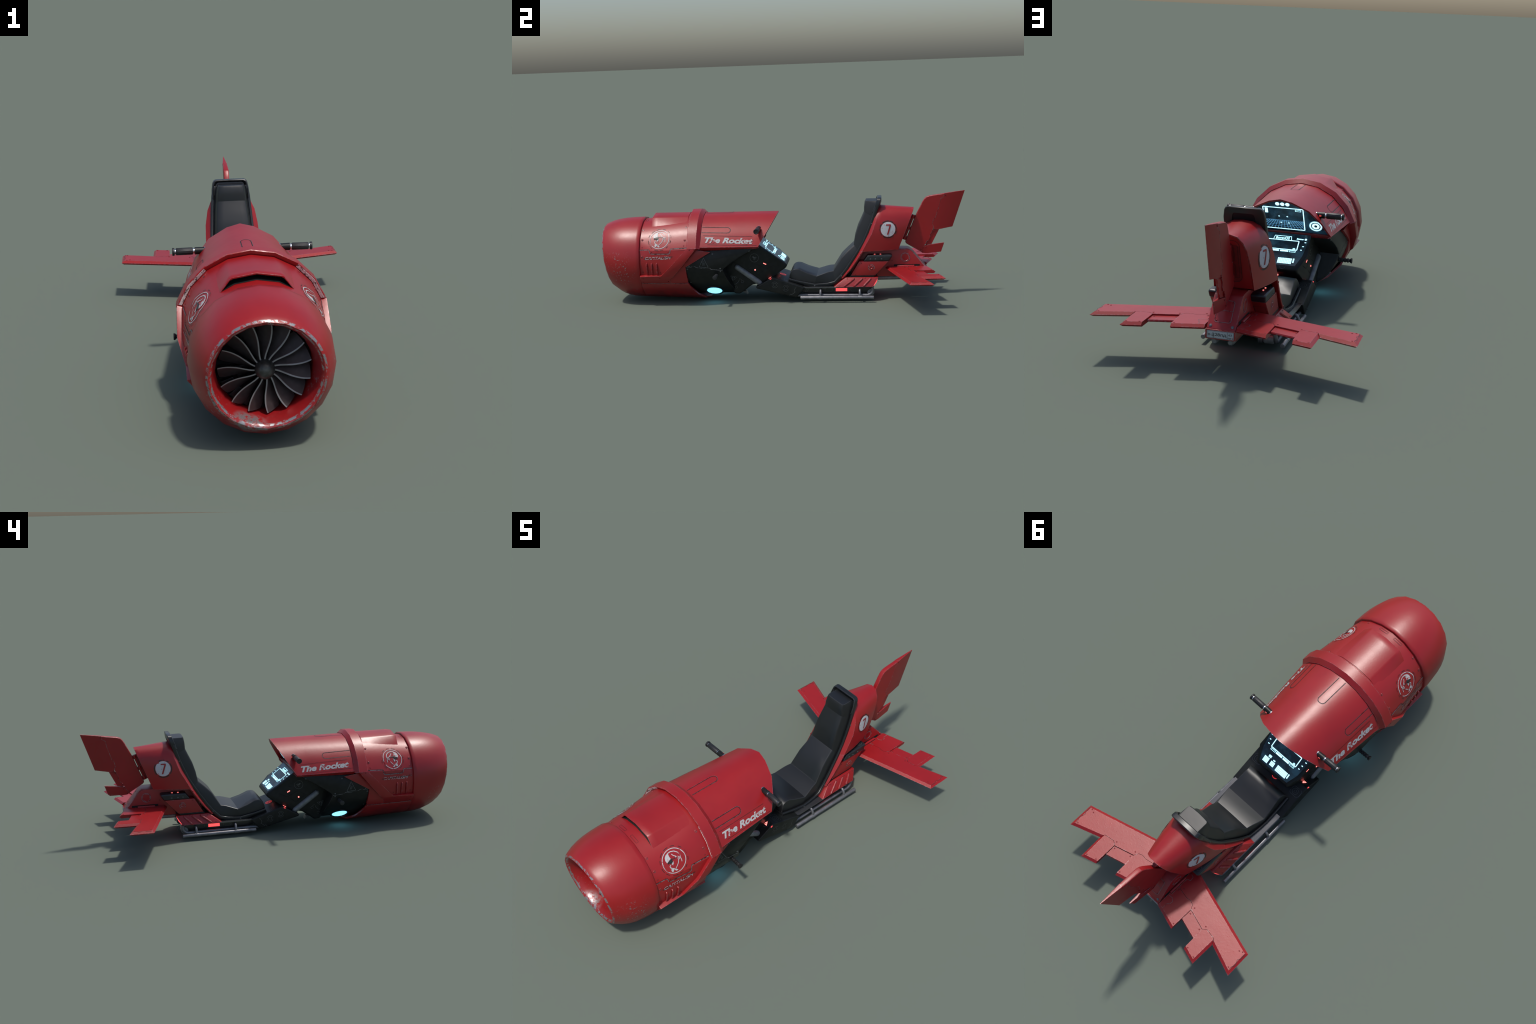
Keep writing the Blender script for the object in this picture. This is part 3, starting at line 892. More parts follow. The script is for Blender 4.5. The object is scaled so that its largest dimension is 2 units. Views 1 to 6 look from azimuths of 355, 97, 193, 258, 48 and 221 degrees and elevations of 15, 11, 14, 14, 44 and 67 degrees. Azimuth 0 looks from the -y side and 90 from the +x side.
for s in (1, -1):
    u, v = Vector((0, s, 0)), Vector((0, 0, 1))
    f = s
    def at(y, z):
        return (s * .12, y, z)
    # badge with a little rocket
    A = Art()
    A.ring(0, 0, .0225, .0242)
    def rot(pts, a):
        return [(f * (x * cos(a) - y * sin(a)), x * sin(a) + y * cos(a)) for x, y in pts]
    A.poly(rot([(-.0135, 0), (-.009, .0042), (.004, .0046), (.004, -.0046), (-.009, -.0042)], radians(-40)))
    A.poly(rot([(.0045, .004), (.0005, .0095), (.011, .0085)], radians(-40))).poly(rot([(.0045, -.004), (.0005, -.0095), (.011, -.0085)], radians(-40)))
    A.poly(rot([(.006, .002), (.014, 0), (.006, -.002)], radians(-40)))
    A.lay("rocket_badge", "etch", at(-.148, .245), u, v, console, CB, .0011)
    A = Art()
    A.ring(0, 0, .011, .0122)
    for dx, dy in ((-.048, 0),):
        A.strip([(f * -.048, .001), (f * .010, -.030), (f * .052, -.008)], .0022)  # dark strip draws the shadow along the recessed panel's lower edge
        A.strip([(f * -.019, .024), (f * .0, .028)], .0016)
    A.lay("side_hatch", "void", at(-.092, .210), u, v, console, CB, .0011)
    A = Art()
    A.strip([(f * -.042, .010), (f * .016, -.028), (f * .044, -.006)], .0022).strip([(f * -.042, .010), (f * -.012, .026)], .0016)
    A.lay("side_hatch", "void", at(-.146, .177), u, v, console, CB, .0011)
    A = Art()
    for k in (-1, 0, 1):
        A.disc(f * k * .0052, -k * .0026, .0027, 10)
    A.lay("indicator_led", "redled", at(-.092, .210), u, v, console, CB, .0014)
    Art().disc(0, 0, .0040, 14).lay("indicator_led", "redled", at(-.146, .177), u, v, console, CB, .0014)
    A = Art()
    A.strip([(f * -.017, .012), (f * .018, .004), (f * -.006, -.016), (f * -.017, .012)], .0018)
    A.disc(f * -.006, .003, .003, 8).disc(f * .004, .001, .003, 8).disc(f * -.006, -.006, .003, 8)
    A.ring(f * .046, -.022, .006, .0072).ring(f * .012, -.052, .006, .0072)
    A.strip([(f * .0, -.035), (f * .012, -.034), (f * .025, -.022), (f * .030, -.010)], .0016).strip([(f * .030, -.003), (f * .056, -.022)], .0014)
    A.lay("hazard_marks", "etch", at(-.265, .135), u, v, console, CB, .0011)
    # long grey bar let into the flank, running down to the front plate
    a, b = Vector((s * .1285, -.256, .204)), Vector((s * .1160, -.112, .0955))
    d = (b - a).normalized()
    finish(lathe_bm(a, d, capsule_prof((b - a).length, .0152), 20), "flank_bar", "barmetal", console)
    bm = bmesh.new()
    A = Art()
    A.strip([(f * -.022, .005), (f * -.012, .022), (f * .004, .019)], .004)
    A.lay("bar_socket", "void", at(-.255, .200), u, v, console, CB, .0011)
    # ribbed cover lines on the upper flank
    Art().strip([(f * -.068, -.040), (f * .068, .040)], .0018).lay("panel_groove", "void", at(-.225, .255), u, v, console, CB, .0012)
finish(lathe_bm((0, -.012, .1600), (0, .52, -.86), [(0, .007), (.004, .006), (.005, 0)], 14), "under_lamp", "redled", console)

# ------------------------------------------------------------------ front slab and base frame
slab_poly = [(-.049, .140), (-.142, .087), (-.136, .078), (.080, .025), (.128, .080), (.04, .1105)]
slab = finish(prism_x(slab_poly, .150), "front_beam", "black", bevel=.008, segs=3, sharp=40)
SB = bvh_of(slab)
base_poly = [(.085, .090), (.135, .0795), (.492, .0795), (.466, .0385), (.150, .0385), (.105, .050)]
base = finish(prism_x(base_poly, .1200), "base_frame", "gloss", bevel=.005, segs=2, sharp=40)
FB = bvh_of(base)
ledge = finish(prism_x([(.100, .0870), (.135, .0800), (.300, .0800), (.300, .0745), (.135, .0745), (.104, .0810)], .1425), "frame_ledge", "ledge", base, bevel=.0015)
fn = Vector((0, -.495, .869)).normalized()
for s in (1, -1):
    u = Vector((1, 0, 0)); v = fn.cross(u)
    A = Art()
    A.ring(0, 0, .0165, .0180, n=32)
    A.lay("button_ring", "etch", (s * .117, -.066, .130), u, v, slab, SB, .0011)
    A = Art()
    A.strip([(.0088 * cos(radians(a)), .0088 * sin(radians(a))) for a in (90, 210, 330)], .0048, True)
    A.lay("beam_button", "redled", (s * .117, -.066, .130), u, v, slab, SB, .0016)
    A = Art()
    f = s
    for y in (-.037, .023):
        z = .0985 - (y + .037) * .33
        A.ring(f * y, z, .0085, .0098); A.ring(f * y, z, .0160, .0172, 20, 160); A.ring(f * y, z, .0160, .0172, 200, 340)
    A.strip([(f * .082, .088), (f * .068, .066), (f * .074, .057), (f * .055, .043), (f * .048, .046), (f * .036, .032)], .0016)
    A.lay("beam_marks", "etch", (s * .15, 0, 0), (0, s, 0), (0, 0, 1), slab, SB, .0011)
    u2 = Vector((1, 0, 0)); n2 = Vector((0, .315, .949)); v2 = n2.cross(u2)
    A = Art()
    A.ring(0, 0, .0135, .0150).ring(0, 0, .0055, .0068).box(-.028, -.020, .022, .020, .0012, .012)
    A.lay("foot_mark", "etch", (s * .118, -.006, .128), u2, v2, slab, SB, .0011)
    Art().disc(0, 0, .004, 12).lay("beam_lamp", "redled", (s * .132, -.047, .1395), u2, v2, slab, SB, .0016) if False else None
    bm = loft_bm([[(s * x, y, z) for x, y, z in ((.151, -.056, .1345), (.1518, -.064, .1300), (.1518, -.061, .1285), (.151, -.053, .1330))], [(s * x, y, z) for x, y, z in ((.146, -.056, .1345), (.146, -.064, .1300), (.146, -.061, .1285), (.146, -.053, .1330))]])
    finish(bm, "beam_lamp", "redlamp", slab)
    # side light and slots on the base frame
    A = Art()
    A.rect(-.031, -.0085, .031, .0085)
    A.lay("side_light", "redlamp", (s * .12, .3255, .0612), (0, s, 0), (0, 0, 1), base, FB, .0015)
    A = Art()
    A.box(-.037, -.0135, .037, .0135, .0012, .006)
    for k in (-1, 1):
        A.box(k * .080 - .030, -.009, k * .080 + .030, .009, .0012, .009)
        A.ring(k * .090, 0, .004, .0052, n=16)
    A.strip([(-.20 * 1, -.012), (-.19, .006)], .0016).strip([(-.19, -.012), (-.18, .006)], .0016)
    A.lay("frame_marks", "etch", (s * .12, .3255, .0612), (0, s, 0), (0, 0, 1), base, FB, .0011)
    # skid tubes
    skid = finish(tube_bm([(s * .154, .103, .0255), (s * .1555, .3, .0252), (s * .157, .501, .0248)], .0092, 18), "skid_tube", "steel", bevel=.0015)
    pth = [(s * .128, .085, .034)] + [(s * .128, .465 + .0, .031)] + [(s * .128, .465 + .030 * sin(radians(a)), .061 - .030 * cos(radians(a))) for a in range(10, 116, 15)]
    finish(tube_bm(pth, .0088, 16), "inner_tube", "steel", skid)
    for y in (.212, .4255):
        pth = [(s * .115, y, .0635), (s * .126, y, .0637)] + [(s * (.134 + .021 * sin(radians(a))), y, .0265 + .0370 * cos(radians(a))) for a in range(-5, 96, 12)]
        finish(tube_bm(pth, [.0065] * len(pth), 12), "skid_bracket", "steel", skid)
        finish(tube_bm([(s * .1550, y - .010, .0254), (s * .1555, y + .010, .0254)], .0104, 16), "skid_clamp", "steel", skid)
# floor emblem; red light of the under-lamp painted in as weak emission
n2 = Vector((0, .315, .949)); u2 = Vector((1, 0, 0))
A = Art()
A.ring(0, 0, .0150, .0185).ring(0, 0, .0068, .0085)
for i in range(8):
    A.ring(0, 0, .0098, .0120, i * 45, i * 45 + 26)
A.lay("floor_emblem", "reddim", (0, -.004, .1275), u2, n2.cross(u2), slab, SB, .0012)

# ------------------------------------------------------------------ seat
# each station: cushion edge (y, z, half width), shell foot (y, z, half width)
ST = [((.0415, .1330, .1130), (.040, .124, .1150)), ((.0440, .1480, .1110), (.044, .122, .1150)), ((.0500, .1620, .1070), (.052, .120, .1150)), ((.0600, .1715, .1040), (.062, .117, .1155)),
      ((.0760, .1760, .1025), (.080, .112, .1160)), ((.0950, .1740, .1025), (.100, .107, .1165)), ((.1370, .1545, .1060), (.137, .097, .1170)),
      ((.1915, .1365, .1115), (.180, .0905, .1175)), ((.2210, .1460, .1060), (.215, .0925, .1165)), ((.2520, .1560, .0990), (.250, .0945, .1140)),
      ((.2805, .1600, .0925), (.288, .103, .1105)), ((.3020, .1940, .0880), (.322, .138, .1050)), ((.3270, .2330, .0830), (.352, .174, .1010)),
      ((.3600, .2660, .0770), (.385, .222, .0975)), ((.3960, .2985, .0720), (.418, .272, .0940)),
      ((.4060, .3500, .0690), (.448, .322, .0900)), ((.4200, .3950, .0660), (.470, .366, .0870)), ((.4410, .4400, .0620), (.489, .419, .0835)),
      ((.4560, .4740, .0580), (.501, .456, .0805)), ((.4570, .5030, .0550), (.510, .487, .0780)), ((.4610, .5290, .0515), (.518, .513, .0740)), ((.4660, .5375, .0510), (.523, .528, .0690))]
bm = bmesh.new()
rings = []
for (y, z, w), (by, bz, bw) in ST:
    r = .0035
    d = Vector((0, by - y, bz - z)); L = d.length; d /= max(L, 1e-6)
    e = Vector((0, y, z)); b = Vector((0, by, bz))
    bwi = bw - .010
    half = [b + Vector((bwi, 0, 0)), e + d * min(r * 2, L * .5) + Vector((lerp(w, bwi, min(r * 2, L * .5) / L), 0, 0)) + Vector((.0010, 0, 0)), e + d * r * .5 + Vector((w - .0006, 0, 0)), e + Vector((w - r * .9, 0, 0)), e - d * .002 + Vector((w * .55, 0, 0)), e - d * .003 + Vector((0, 0, 0))]
    rings.append(half + [Vector((-p.x, p.y, p.z)) for p in half[-2::-1]])
loft_bm(rings, False, False, False, bm)
# front skirt and head cap
f0 = rings[0]
bm.faces.new([bm.verts.new(p) for p in f0])
last = rings[-1]
back = [Vector((p.x * (1.0 if i in (0, len(last) - 1) else 1.08), .5245, .5365)) for i, p in enumerate(last)]
loft_bm([last, [Vector((p.x, q.y, q.z)) if 0 < i < len(last) - 1 else p for i, (p, q) in enumerate(zip(last, back))]], False, False, False, bm)
cushion = finish(bm, "seat_cushion", "leather", sharp=30)
key = lambda p: (round(p[0], 5), round(p[1], 5), round(p[2], 5))
for (y, z, w), _ in ST:
    if (y, z) in ((.1915, .1365), (.2805, .1600), (.3960, .2985), (.4560, .4740)):
        line = {key(p) for r in rings for p in r if r is rings[[q[0] for q in ST].index((y, z, w))]}
        for e in cushion.data.edges:
            if all(key(cushion.data.vertices[v].co) in line for v in e.vertices):
                e.use_edge_sharp = True
CU = bvh_of(cushion)
# shell: outer rim band that follows the foot line
def shell_off(i, d):
    """Foot line pushed away from the cushion by d."""
    pts = [Vector((0, b[0], b[1])) for _, b in ST]
    t = (pts[min(i + 1, len(pts) - 1)] - pts[max(i - 1, 0)]).normalized()
    return pts[i] + Vector((0, t.z, -t.y)) * d
rings = []
idx = [0, 3, 5, 7, 8, 9, 10, 11, 12, 14, 15, 17, 18, 19, 20, 21]
for i in idx:
    bw = ST[i][1][2]
    a, b, c = shell_off(i, -.004), shell_off(i, .0055), shell_off(i, .016)
    a2 = shell_off(i, .002)
    half = [a2 + Vector((bw - .012, 0, 0)), a2 + Vector((bw - .007, 0, 0)), a + Vector((bw - .006, 0, 0)), a + Vector((bw + .0015, 0, 0)), a + Vector((bw + .004, 0, 0)) + (b - a) * .25, b + Vector((bw + .0045, 0, 0)), c + Vector((bw + .001, 0, 0)), c + Vector((bw - .01, 0, 0))]
    rings.append(half + [Vector((-p.x, p.y, p.z)) for p in half[::-1]])
# headrest flange
tip = [((.530, .543), .067), ((.536, .549), .063)]
bm = loft_bm(rings)
shell = finish(bm, "seat_shell", "gloss", bevel=.0015, sharp=35)
half = [(.0, .5515), (.058, .5510), (.0665, .5470), (.0715, .5380), (.0765, .5090), (.0765, .48)]
outer = [(-x, z) for x, z in half[:0:-1]] + half
fy = lambda z: .545 - (.548 - z) * .36
rings = []
for off, sc in ((-.015, .97), (-.0175, .93), (-.0175, 1.0), (.0, 1.035), (.002, 1.03), (.002, .9)):
    rings.append([Vector((x * sc, fy(z) + off - (.004 if sc < .95 else 0), z if sc > .95 else z - .006)) for x, z in outer])
bm = bmesh.new()
rr = [[Vector((x * sx, fy(z) + off, z - dz2)) for x, z in outer] for off, sx, dz2 in ((-.012, .86, .010), (-.014, .90, .007), (-.020, .94, .004), (-.0215, .985, .0015), (-.018, 1.03, -.0015), (.000, 1.045, -.002), (.003, 1.02, 0), (.003, .60, .02))]
loft_bm(rr, False, False, False, bm)
flange = finish(bm, "headrest_flange", "gloss", shell, sharp=35)
bm = loft_bm([[Vector((x * .9, fy(z) - .010, z - .008)) for x, z in outer], [Vector((x * .9, fy(z) + .002, z - .008)) for x, z in outer]])
finish(bm, "headrest_back", "gloss", shell)
for i in (7, 11, 17):
    for s in (1, -1):
        p = shell_off(i, .0055)
        stud(RIVET_B, (s * (ST[i][1][2] + .0042), p.y, p.z), (s, 0, 0), shell)

# ------------------------------------------------------------------ tail fairing
RK = .087 / .219
def fair_rear(z):
    return .637 + (z - .272) * RK
AR = [(0, .491), (.030, .4825), (.050, .460), (.0625, .428), (.0700, .378), (.0735, .330), (.0760, .271)]
AC = [(0, .5070), (.036, .5035), (.064, .4890), (.0845, .4620), (.1010, .4250), (.1120, .3650), (.1155, .268)]
def shell_y(z):
    return table(z, [(.0905, .180), (.098, .283), (.138, .322), (.174, .352), (.222, .386), (.262, .413), (.322, .449), (.366, .471), (.419, .490), (.456, .503), (.513, .520), (.55, .532)])
def crease(i):
    x, z = AC[i]
    return Vector((x, shell_y(z) + .024, z))
def front(i):
    x, z = AC[i]
    xf = max(0, x - (.026 if i > 4 else .020 if i > 3 else .008 if i > 2 else .001)) if i else 0
    return Vector((xf, shell_y(z - .004) + .006, z - .004 if i < 4 else z))
def half_to_full(h):
    return [Vector((-p.x, p.y, p.z)) for p in h[:0:-1]] + h
rows = []
F, C = [front(i) for i in range(7)], [crease(i) for i in range(7)]
R3 = [Vector((x, fair_rear(z), z)) for x, z in AR]
mids = []
for t in (.12, .4, .7, .9):
    mids.append([Vector((lerp(c.x, r.x, t) + .006 * sin(pi * t) * (c.x / .11), lerp(c.y, r.y, t), lerp(c.z, r.z, t))) for c, r in zip(C, R3)])
lip = [Vector((p.x * .955, p.y - .0005, p.z - .004 * max(0, (p.z - .27) / .22) + (0 if p.z > .28 else .003))) for p in R3]
face = [Vector((p.x * .955, p.y - .0035, p.z)) for p in lip]
bm = bmesh.new()
loft_bm([half_to_full(r) for r in [F, C] + mids + [R3, lip, face]], False, False, False, bm)
fl = half_to_full(face)
bm.faces.new([bm.verts.new(p) for p in fl])
# floor of the fairing
lowrow = [half_to_full(r)[0] for r in [F, C] + mids + [R3]], [half_to_full(r)[-1] for r in [F, C] + mids + [R3]]
for i in range(len(lowrow[0]) - 1):
    bm.faces.new([bm.verts.new(p) for p in (lowrow[0][i], lowrow[1][i], lowrow[1][i + 1], lowrow[0][i + 1])])
fairing = finish(bm, "tail_fairing", "red", sharp=33)
FA = bvh_of(fairing)
# recess behind the rudder
ru, rv = Vector((-1, 0, 0)), Vector((0, RK, 1)).normalized()
rc = (0, fair_rear(.37) - .004, .37)
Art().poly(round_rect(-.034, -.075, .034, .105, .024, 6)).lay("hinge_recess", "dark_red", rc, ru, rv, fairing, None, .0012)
A = Art()
A.box(-.034, -.075, .034, .105, .0016, .024).box(-.026, -.055, .026, .085, .0012, .006).box(-.012, -.045, .012, .0, .0012, .002).box(-.012, .02, .012, .075, .0012, .002)
A.lay("recess_outline", "groove", rc, ru, rv, fairing, None, .0020)
for s in (1, -1):
    # number badge
    c = Vector((s * .094, .5820, .3855))
    n = Vector((s, .18, .16)).normalized()
    u = Vector((-.18 * s, 1, 0)).normalized() * s
    u = (u - n * u.dot(n)).normalized(); v = n.cross(u)
    A = Art(); A.disc(0, 0, .0400, 40); A.lay("badge_disc", "white", c, u, v, fairing, FA, .0011)
    A = Art()
    for a0, a1 in ((-38, 38), (48, 130), (140, 222), (232, 312)):
        A.ring(0, 0, .0430, .0480, a0, a1)
    A.lay("badge_ring", "ink", c, u, v, fairing, FA, .0011)
    A = Art()
    A.poly([(-.010, .027), (.0145, .027), (.0160, .0205), (-.0125, .0205)]).poly([(.0080, .0206), (.0160, .0206), (.0005, -.0285), (-.0075, -.0285)])
    A.lay("number_seven", "redmark", c, u, v, fairing, FA, .0026)
# red side strip carrying on down to the base
strips = []
for s in (1, -1):
    rows = []
    for z, xo in ((.272, .1155), (.22, .1160), (.17, .1160), (.122, .1160)):
        y = shell_y(z)
        rows.append([Vector((s * (xo - .026), y + .006, z)), Vector((s * xo, y + .024, z)), Vector((s * (xo - .002), y + .032, z)), Vector((s * (xo - .030), y + .026, z))])
    strips.append(finish(loft_bm(rows), "side_strip", "red", fairing, bevel=.0012))
    stud(RIVET_S, (s * .1165, shell_y(.255) + .0245, .255), (s, -.3, 0), strips[-1])
    stud(RIVET_S, (s * .1165, shell_y(.13) + .0245, .131), (s, -.3, 0), strips[-1])

# inner body below the fairing, running back as the tail
tail_poly = [(.36, .10), (.425, .275), (.600, .2690), (.682, .2680), (.697, .2645), (.712, .2530), (.772, .1800), (.788, .1620), (.790, .1275), (.770, .1180), (.40, .1180)]
tail = finish(prism_x(tail_poly, .0535), "tail_body", "red", bevel=.004, segs=2, bevel_angle=20, sharp=35)
TB = bvh_of(tail)
bm = prism_x([(.36, .08), (.36, .14), (.52, .14), (.52, .10), (.50, .08)], .06)
finish(bm, "engine_block", "black", tail, bevel=.004)
for s in (1, -1):
    A = Art()
    A.ring(0, 0, .0235, .0255)
    A.ring(0, 0, .0185, .0195, 200, 420)
    A.lay("round_cover", "seam", (s * .0535, .674, .2235), (0, s, 0), (0, 0, 1), tail, TB, .0011)
    bm = lathe_bm((s * .0525, .674, .2235), (s, 0, 0), [(0, .0235), (.0022, .0225), (.0030, .020), (.0016, .0185), (.0022, 0)], 32)
    finish(bm, "round_cover", "red", tail)
    # hinge slot over the wing root
    bm = loft_bm([[(s * x, y, z) for x, z in ((.050, .168), (.0542, .168), (.0542, .1845), (.050, .1845))] for y in (.612, .752)])
    finish(bm, "hinge_slot", "void", tail)
    finish(tube_bm([(s * .0585, .630, .1745), (s * .0585, .722, .1745)], .0065, 14), "wing_hinge", "red_clean", tail, bevel=.001)
    for y in (.432, .603):
        stud(RIVET_S, (s * .0535, y, .205), (s, 0, 0), tail, TB)
# cover on the sloping back
bu, bv = Vector((-1, 0, 0)), Vector((0, -.060, .073)).normalized()
bc = (0, .7420, .2165)
A = Art()
A.box(-.030, -.044, .030, .040, .0016, .008).strip([(-.030, .001), (.030, .001)], .0014)
A.lay("back_cover", "seam", bc, bu, bv, tail, TB, .0011)
bn = bu.cross(bv)
for x, y in ((-.024, -.037), (.024, -.037), (-.024, .033), (.024, .033)):
    stud(RIVET_S, Vector(bc) + bu * x + bv * y, bn, tail, TB)
for s in (1, -1):
    stud(BOLT, (s * .040, .780, .1715), bn, tail, TB, "bolt")
# licence plate
bm = loft_bm([[(x, y, z) for x, z in round_rect(-.0555, .1255, .0555, .1610, .004)] for y in (.780, .7925)])
holder = finish(bm, "plate_holder", "red", bevel=.001)
bm = loft_bm([[(x, y, z) for x, z in round_rect(-.0495, .1290, .0495, .1570, .002)] for y in (.790, .7935)])
plate = finish(bm, "licence_plate", "plate", holder, bevel=.0005)
A = Art()
A.text("o 228лд", -.0115, 0, .068, .0135, 0, .008)
A.text("63", .0365, .004, .012, .0075, 0, .01).text("rus", .0345, -.0080, .012, .0048, 0, .01)
A.box(-.0480, -.0125, .0480, .0125, .0008).rect(.0250, -.0125, .0262, .0125)
A.lay("plate_lettering", "plateink", (0, .7936, .143), (-1, 0, 0), (0, 0, 1), plate, None, .0006)
A = Art(); A.rect(.043, -.0096, .0475, -.0066)
A.lay("plate_flag", "redmark", (0, .7936, .143), (-1, 0, 0), (0, 0, 1), plate, None, .0006)

# saddle pads, side boxes, ribbed skirts
for s in (1, -1):
    pad_poly = [(.446, .2140), (.470, .2470), (.592, .2470), (.604, .2420), (.588, .2140)]
    pad = finish(prism_x(pad_poly, s * .1095, s * .050), "saddle_pad", "bag", bevel=.0075, segs=3, sharp=50)
    PB = bvh_of(pad)
    for y in (.508, .5395):
        Art().poly(round_rect(-.0042, -.0026, .0042, .0026, .001)).lay("pad_led", "redled", (s * .0845, y, .247), (0, 1, 0), (-1, 0, 0), pad, PB, .0016)
    A = Art(); A.ring(0, 0, .0125, .0142).ring(0, 0, .0055, .0070)
    A.lay("pad_emblem", "etch", (s * .086, .573, .247), (0, 1, 0), (-1, 0, 0), pad, PB, .0013)
    for y in (.485, .512, .545):
        stud(RIVET_B, (s * .11, y, .226), (s, 0, 0), pad, PB)
    box_poly = [(.376, .1345), (.424, .2140), (.585, .2140), (.5105, .1345)]
    box = finish(prism_x(box_poly, s * .1075, s * .050), "side_box", "red", bevel=.005, segs=2, sharp=45)
    XB = bvh_of(box)
    A = Art(); A.ring(0, 0, .0150, .0172, -40, 250); A.ring(0, 0, .0090, .0102, n=24)
    A.lay("round_port", "seam", (s * .1075, .489, .180), (0, s, 0), (0, 0, 1), box, XB, .0011)
    finish(lathe_bm((s * .1065, .489, .180), (s, 0, 0), [(0, .0115), (.0022, .0110), (.0035, .0080), (.0015, .0060), (.0015, 0)], 24), "round_port", "red", box)
    for y, z in ((.435, .205), (.402, .143)):
        stud(RIVET_S, (s * .108, y, z), (s, 0, 0), box, XB)
    Art().box(-.022, -.024, .022, .020, .0012, .002).lay("box_hatch", "groove", (s * .078, .5505, .176), (-1, 0, 0), Vector((0, .0745, .0795)).normalized(), box, XB, .0011)
    bm = prism_x([(.368, .1240), (.374, .1350), (.508, .1350), (.500, .1240)], s * .1055, s * .05)
    finish(bm, "box_foot", "black", box, bevel=.002)
    # ribbed skirt: slanted plate, turned corner and three pressed ribs
    tf, tr, br, bf = Vector((.1145, .349, .1265)), Vector((.1145, .527, .1255)), Vector((.1435, .497, .0795)), Vector((.1435, .286, .0795))
    flip = lambda p: Vector((s * p.x, p.y, p.z))
    inn = lambda p, d: Vector((d, p.y - .004, p.z))
    bm = loft_bm([[flip(tf), flip(tr), flip(br), flip(bf)], [flip(inn(tf, .085)), flip(inn(tr, .060)), flip(inn(br, .060)), flip(inn(bf, .085))]])
    skirt = finish(bm, "ribbed_skirt", "red", bevel=.0022, sharp=40)
    nrm = (br - tr).cross(tf - tr).normalized()
    if nrm.x < 0:
        nrm = -nrm
    for k in (.27, .52, .77):
        top = lerp(tf, tr, k + .02) + (br - tr) * .10
        bot = lerp(bf, br, k - .02) + (tr - br) * .06
        pth = [flip(lerp(top, bot, q) + nrm * h) for q, h in ((0, -.004), (.06, .0005), (.5, .0012), (.94, .0005), (1, -.004))]
        finish(tube_bm(pth, [.0045, .0055, .0058, .0055, .0045], 10), "skirt_rib", "red", skirt)
    for p in (lerp(tf, bf, .12) + Vector((0, .016, 0)), lerp(tr, br, .12) - Vector((0, .012, 0)), lerp(tr, br, .85) - Vector((0, .012, 0)), lerp(tf, bf, .86) + Vector((0, .022, 0)), lerp(tf, tr, .6) + (br - tr) * .07):
        stud(RIVET_S, flip(p), flip(nrm), skirt)
    a, b = lerp(tr, br, .25), lerp(tr, br, .92)
    bm = loft_bm([[flip(p + Vector((-.006, .0025, 0))), flip(p + Vector((-.044, .0025, 0))), flip(p + Vector((-.044, -.004, 0))), flip(p + Vector((-.006, -.004, 0)))] for p in (a, lerp(a, b, .5) + Vector((0, .003, 0)), b)])
    finish(bm, "tail_lamp", "redlamp", skirt, bevel=.001)
    # exhaust pipe under the tail and roller drum behind the frame
    finish(lathe_bm((s * .030, .47, .1055), (0, 1, .012), [(0, .012), (.02, .0125), (.280, .0125), (.292, .0110), (.296, .007), (.296, 0)], 20), "exhaust_pipe", "barmetal", tail, sharp=40)
    drum = finish(lathe_bm((s * .082, .484, .0435), (s, 0, 0), [(0, .014), (.001, .0180), (.006, .0195), (.034, .0195), (.039, .0180), (.040, .012)], 28), "roller_drum", "barmetal", sharp=40)
    finish(lathe_bm((s * .060, .484, .0435), (s, 0, 0), [(0, .014), (.001, .0185), (.017, .0185), (.018, .014), (.024, .014)], 28), "roller_ring", "steel", drum, sharp=40)
    finish(tube_bm([(s * .10, .44, .050), (s * .10, .484, .0435)], .009, 10), "roller_arm", "black", drum)

# ------------------------------------------------------------------ wings and rudder: chamfered plates
def inset_poly(poly, d):
    n = len(poly)
    area = sum(poly[i][0] * poly[(i + 1) % n][1] - poly[(i + 1) % n][0] * poly[i][1] for i in range(n))
    s = 1 if area > 0 else -1
    out = []
    for i in range(n):
        p0, p1, p2 = Vector(poly[i - 1]), Vector(poly[i]), Vector(poly[(i + 1) % n])
        a, b = (p1 - p0).normalized(), (p2 - p1).normalized()
        na, nb = Vector((-a.y, a.x)) * s, Vector((-b.y, b.x)) * s
        da, db = d[i - 1], d[i]
        det = a.x * b.y - a.y * b.x
        if abs(det) < .08:
            out.append(p1 + (na + nb).normalized() * (da + db) / 2)
        else:
            q1, q2 = p1 + na * da, p1 + nb * db
            t = ((q2.x - q1.x) * b.y - (q2.y - q1.y) * b.x) / det
            out.append(q1 + a * t)
    return out
def plate_bm(poly, ext, place, cham, seam=.0008):
    """poly outline, ext: set of edge numbers that are outer (chamfered) edges."""
    d = [cham if i in ext else seam for i in range(len(poly))]
    z0 = [0.0004 if i in ext else seam for i in range(len(poly))]
    top, midl = inset_poly(poly, d), inset_poly(poly, z0)
    bot = inset_poly(poly, [v * .75 for v in d])
    seg = [(top, 1.0), (midl, .0), (bot, -1.0)]
    # seam edges keep a straight wall because top and middle coincide there
    return loft_bm([[place(p[0], p[1], h) for p in q] for q, h in seg])

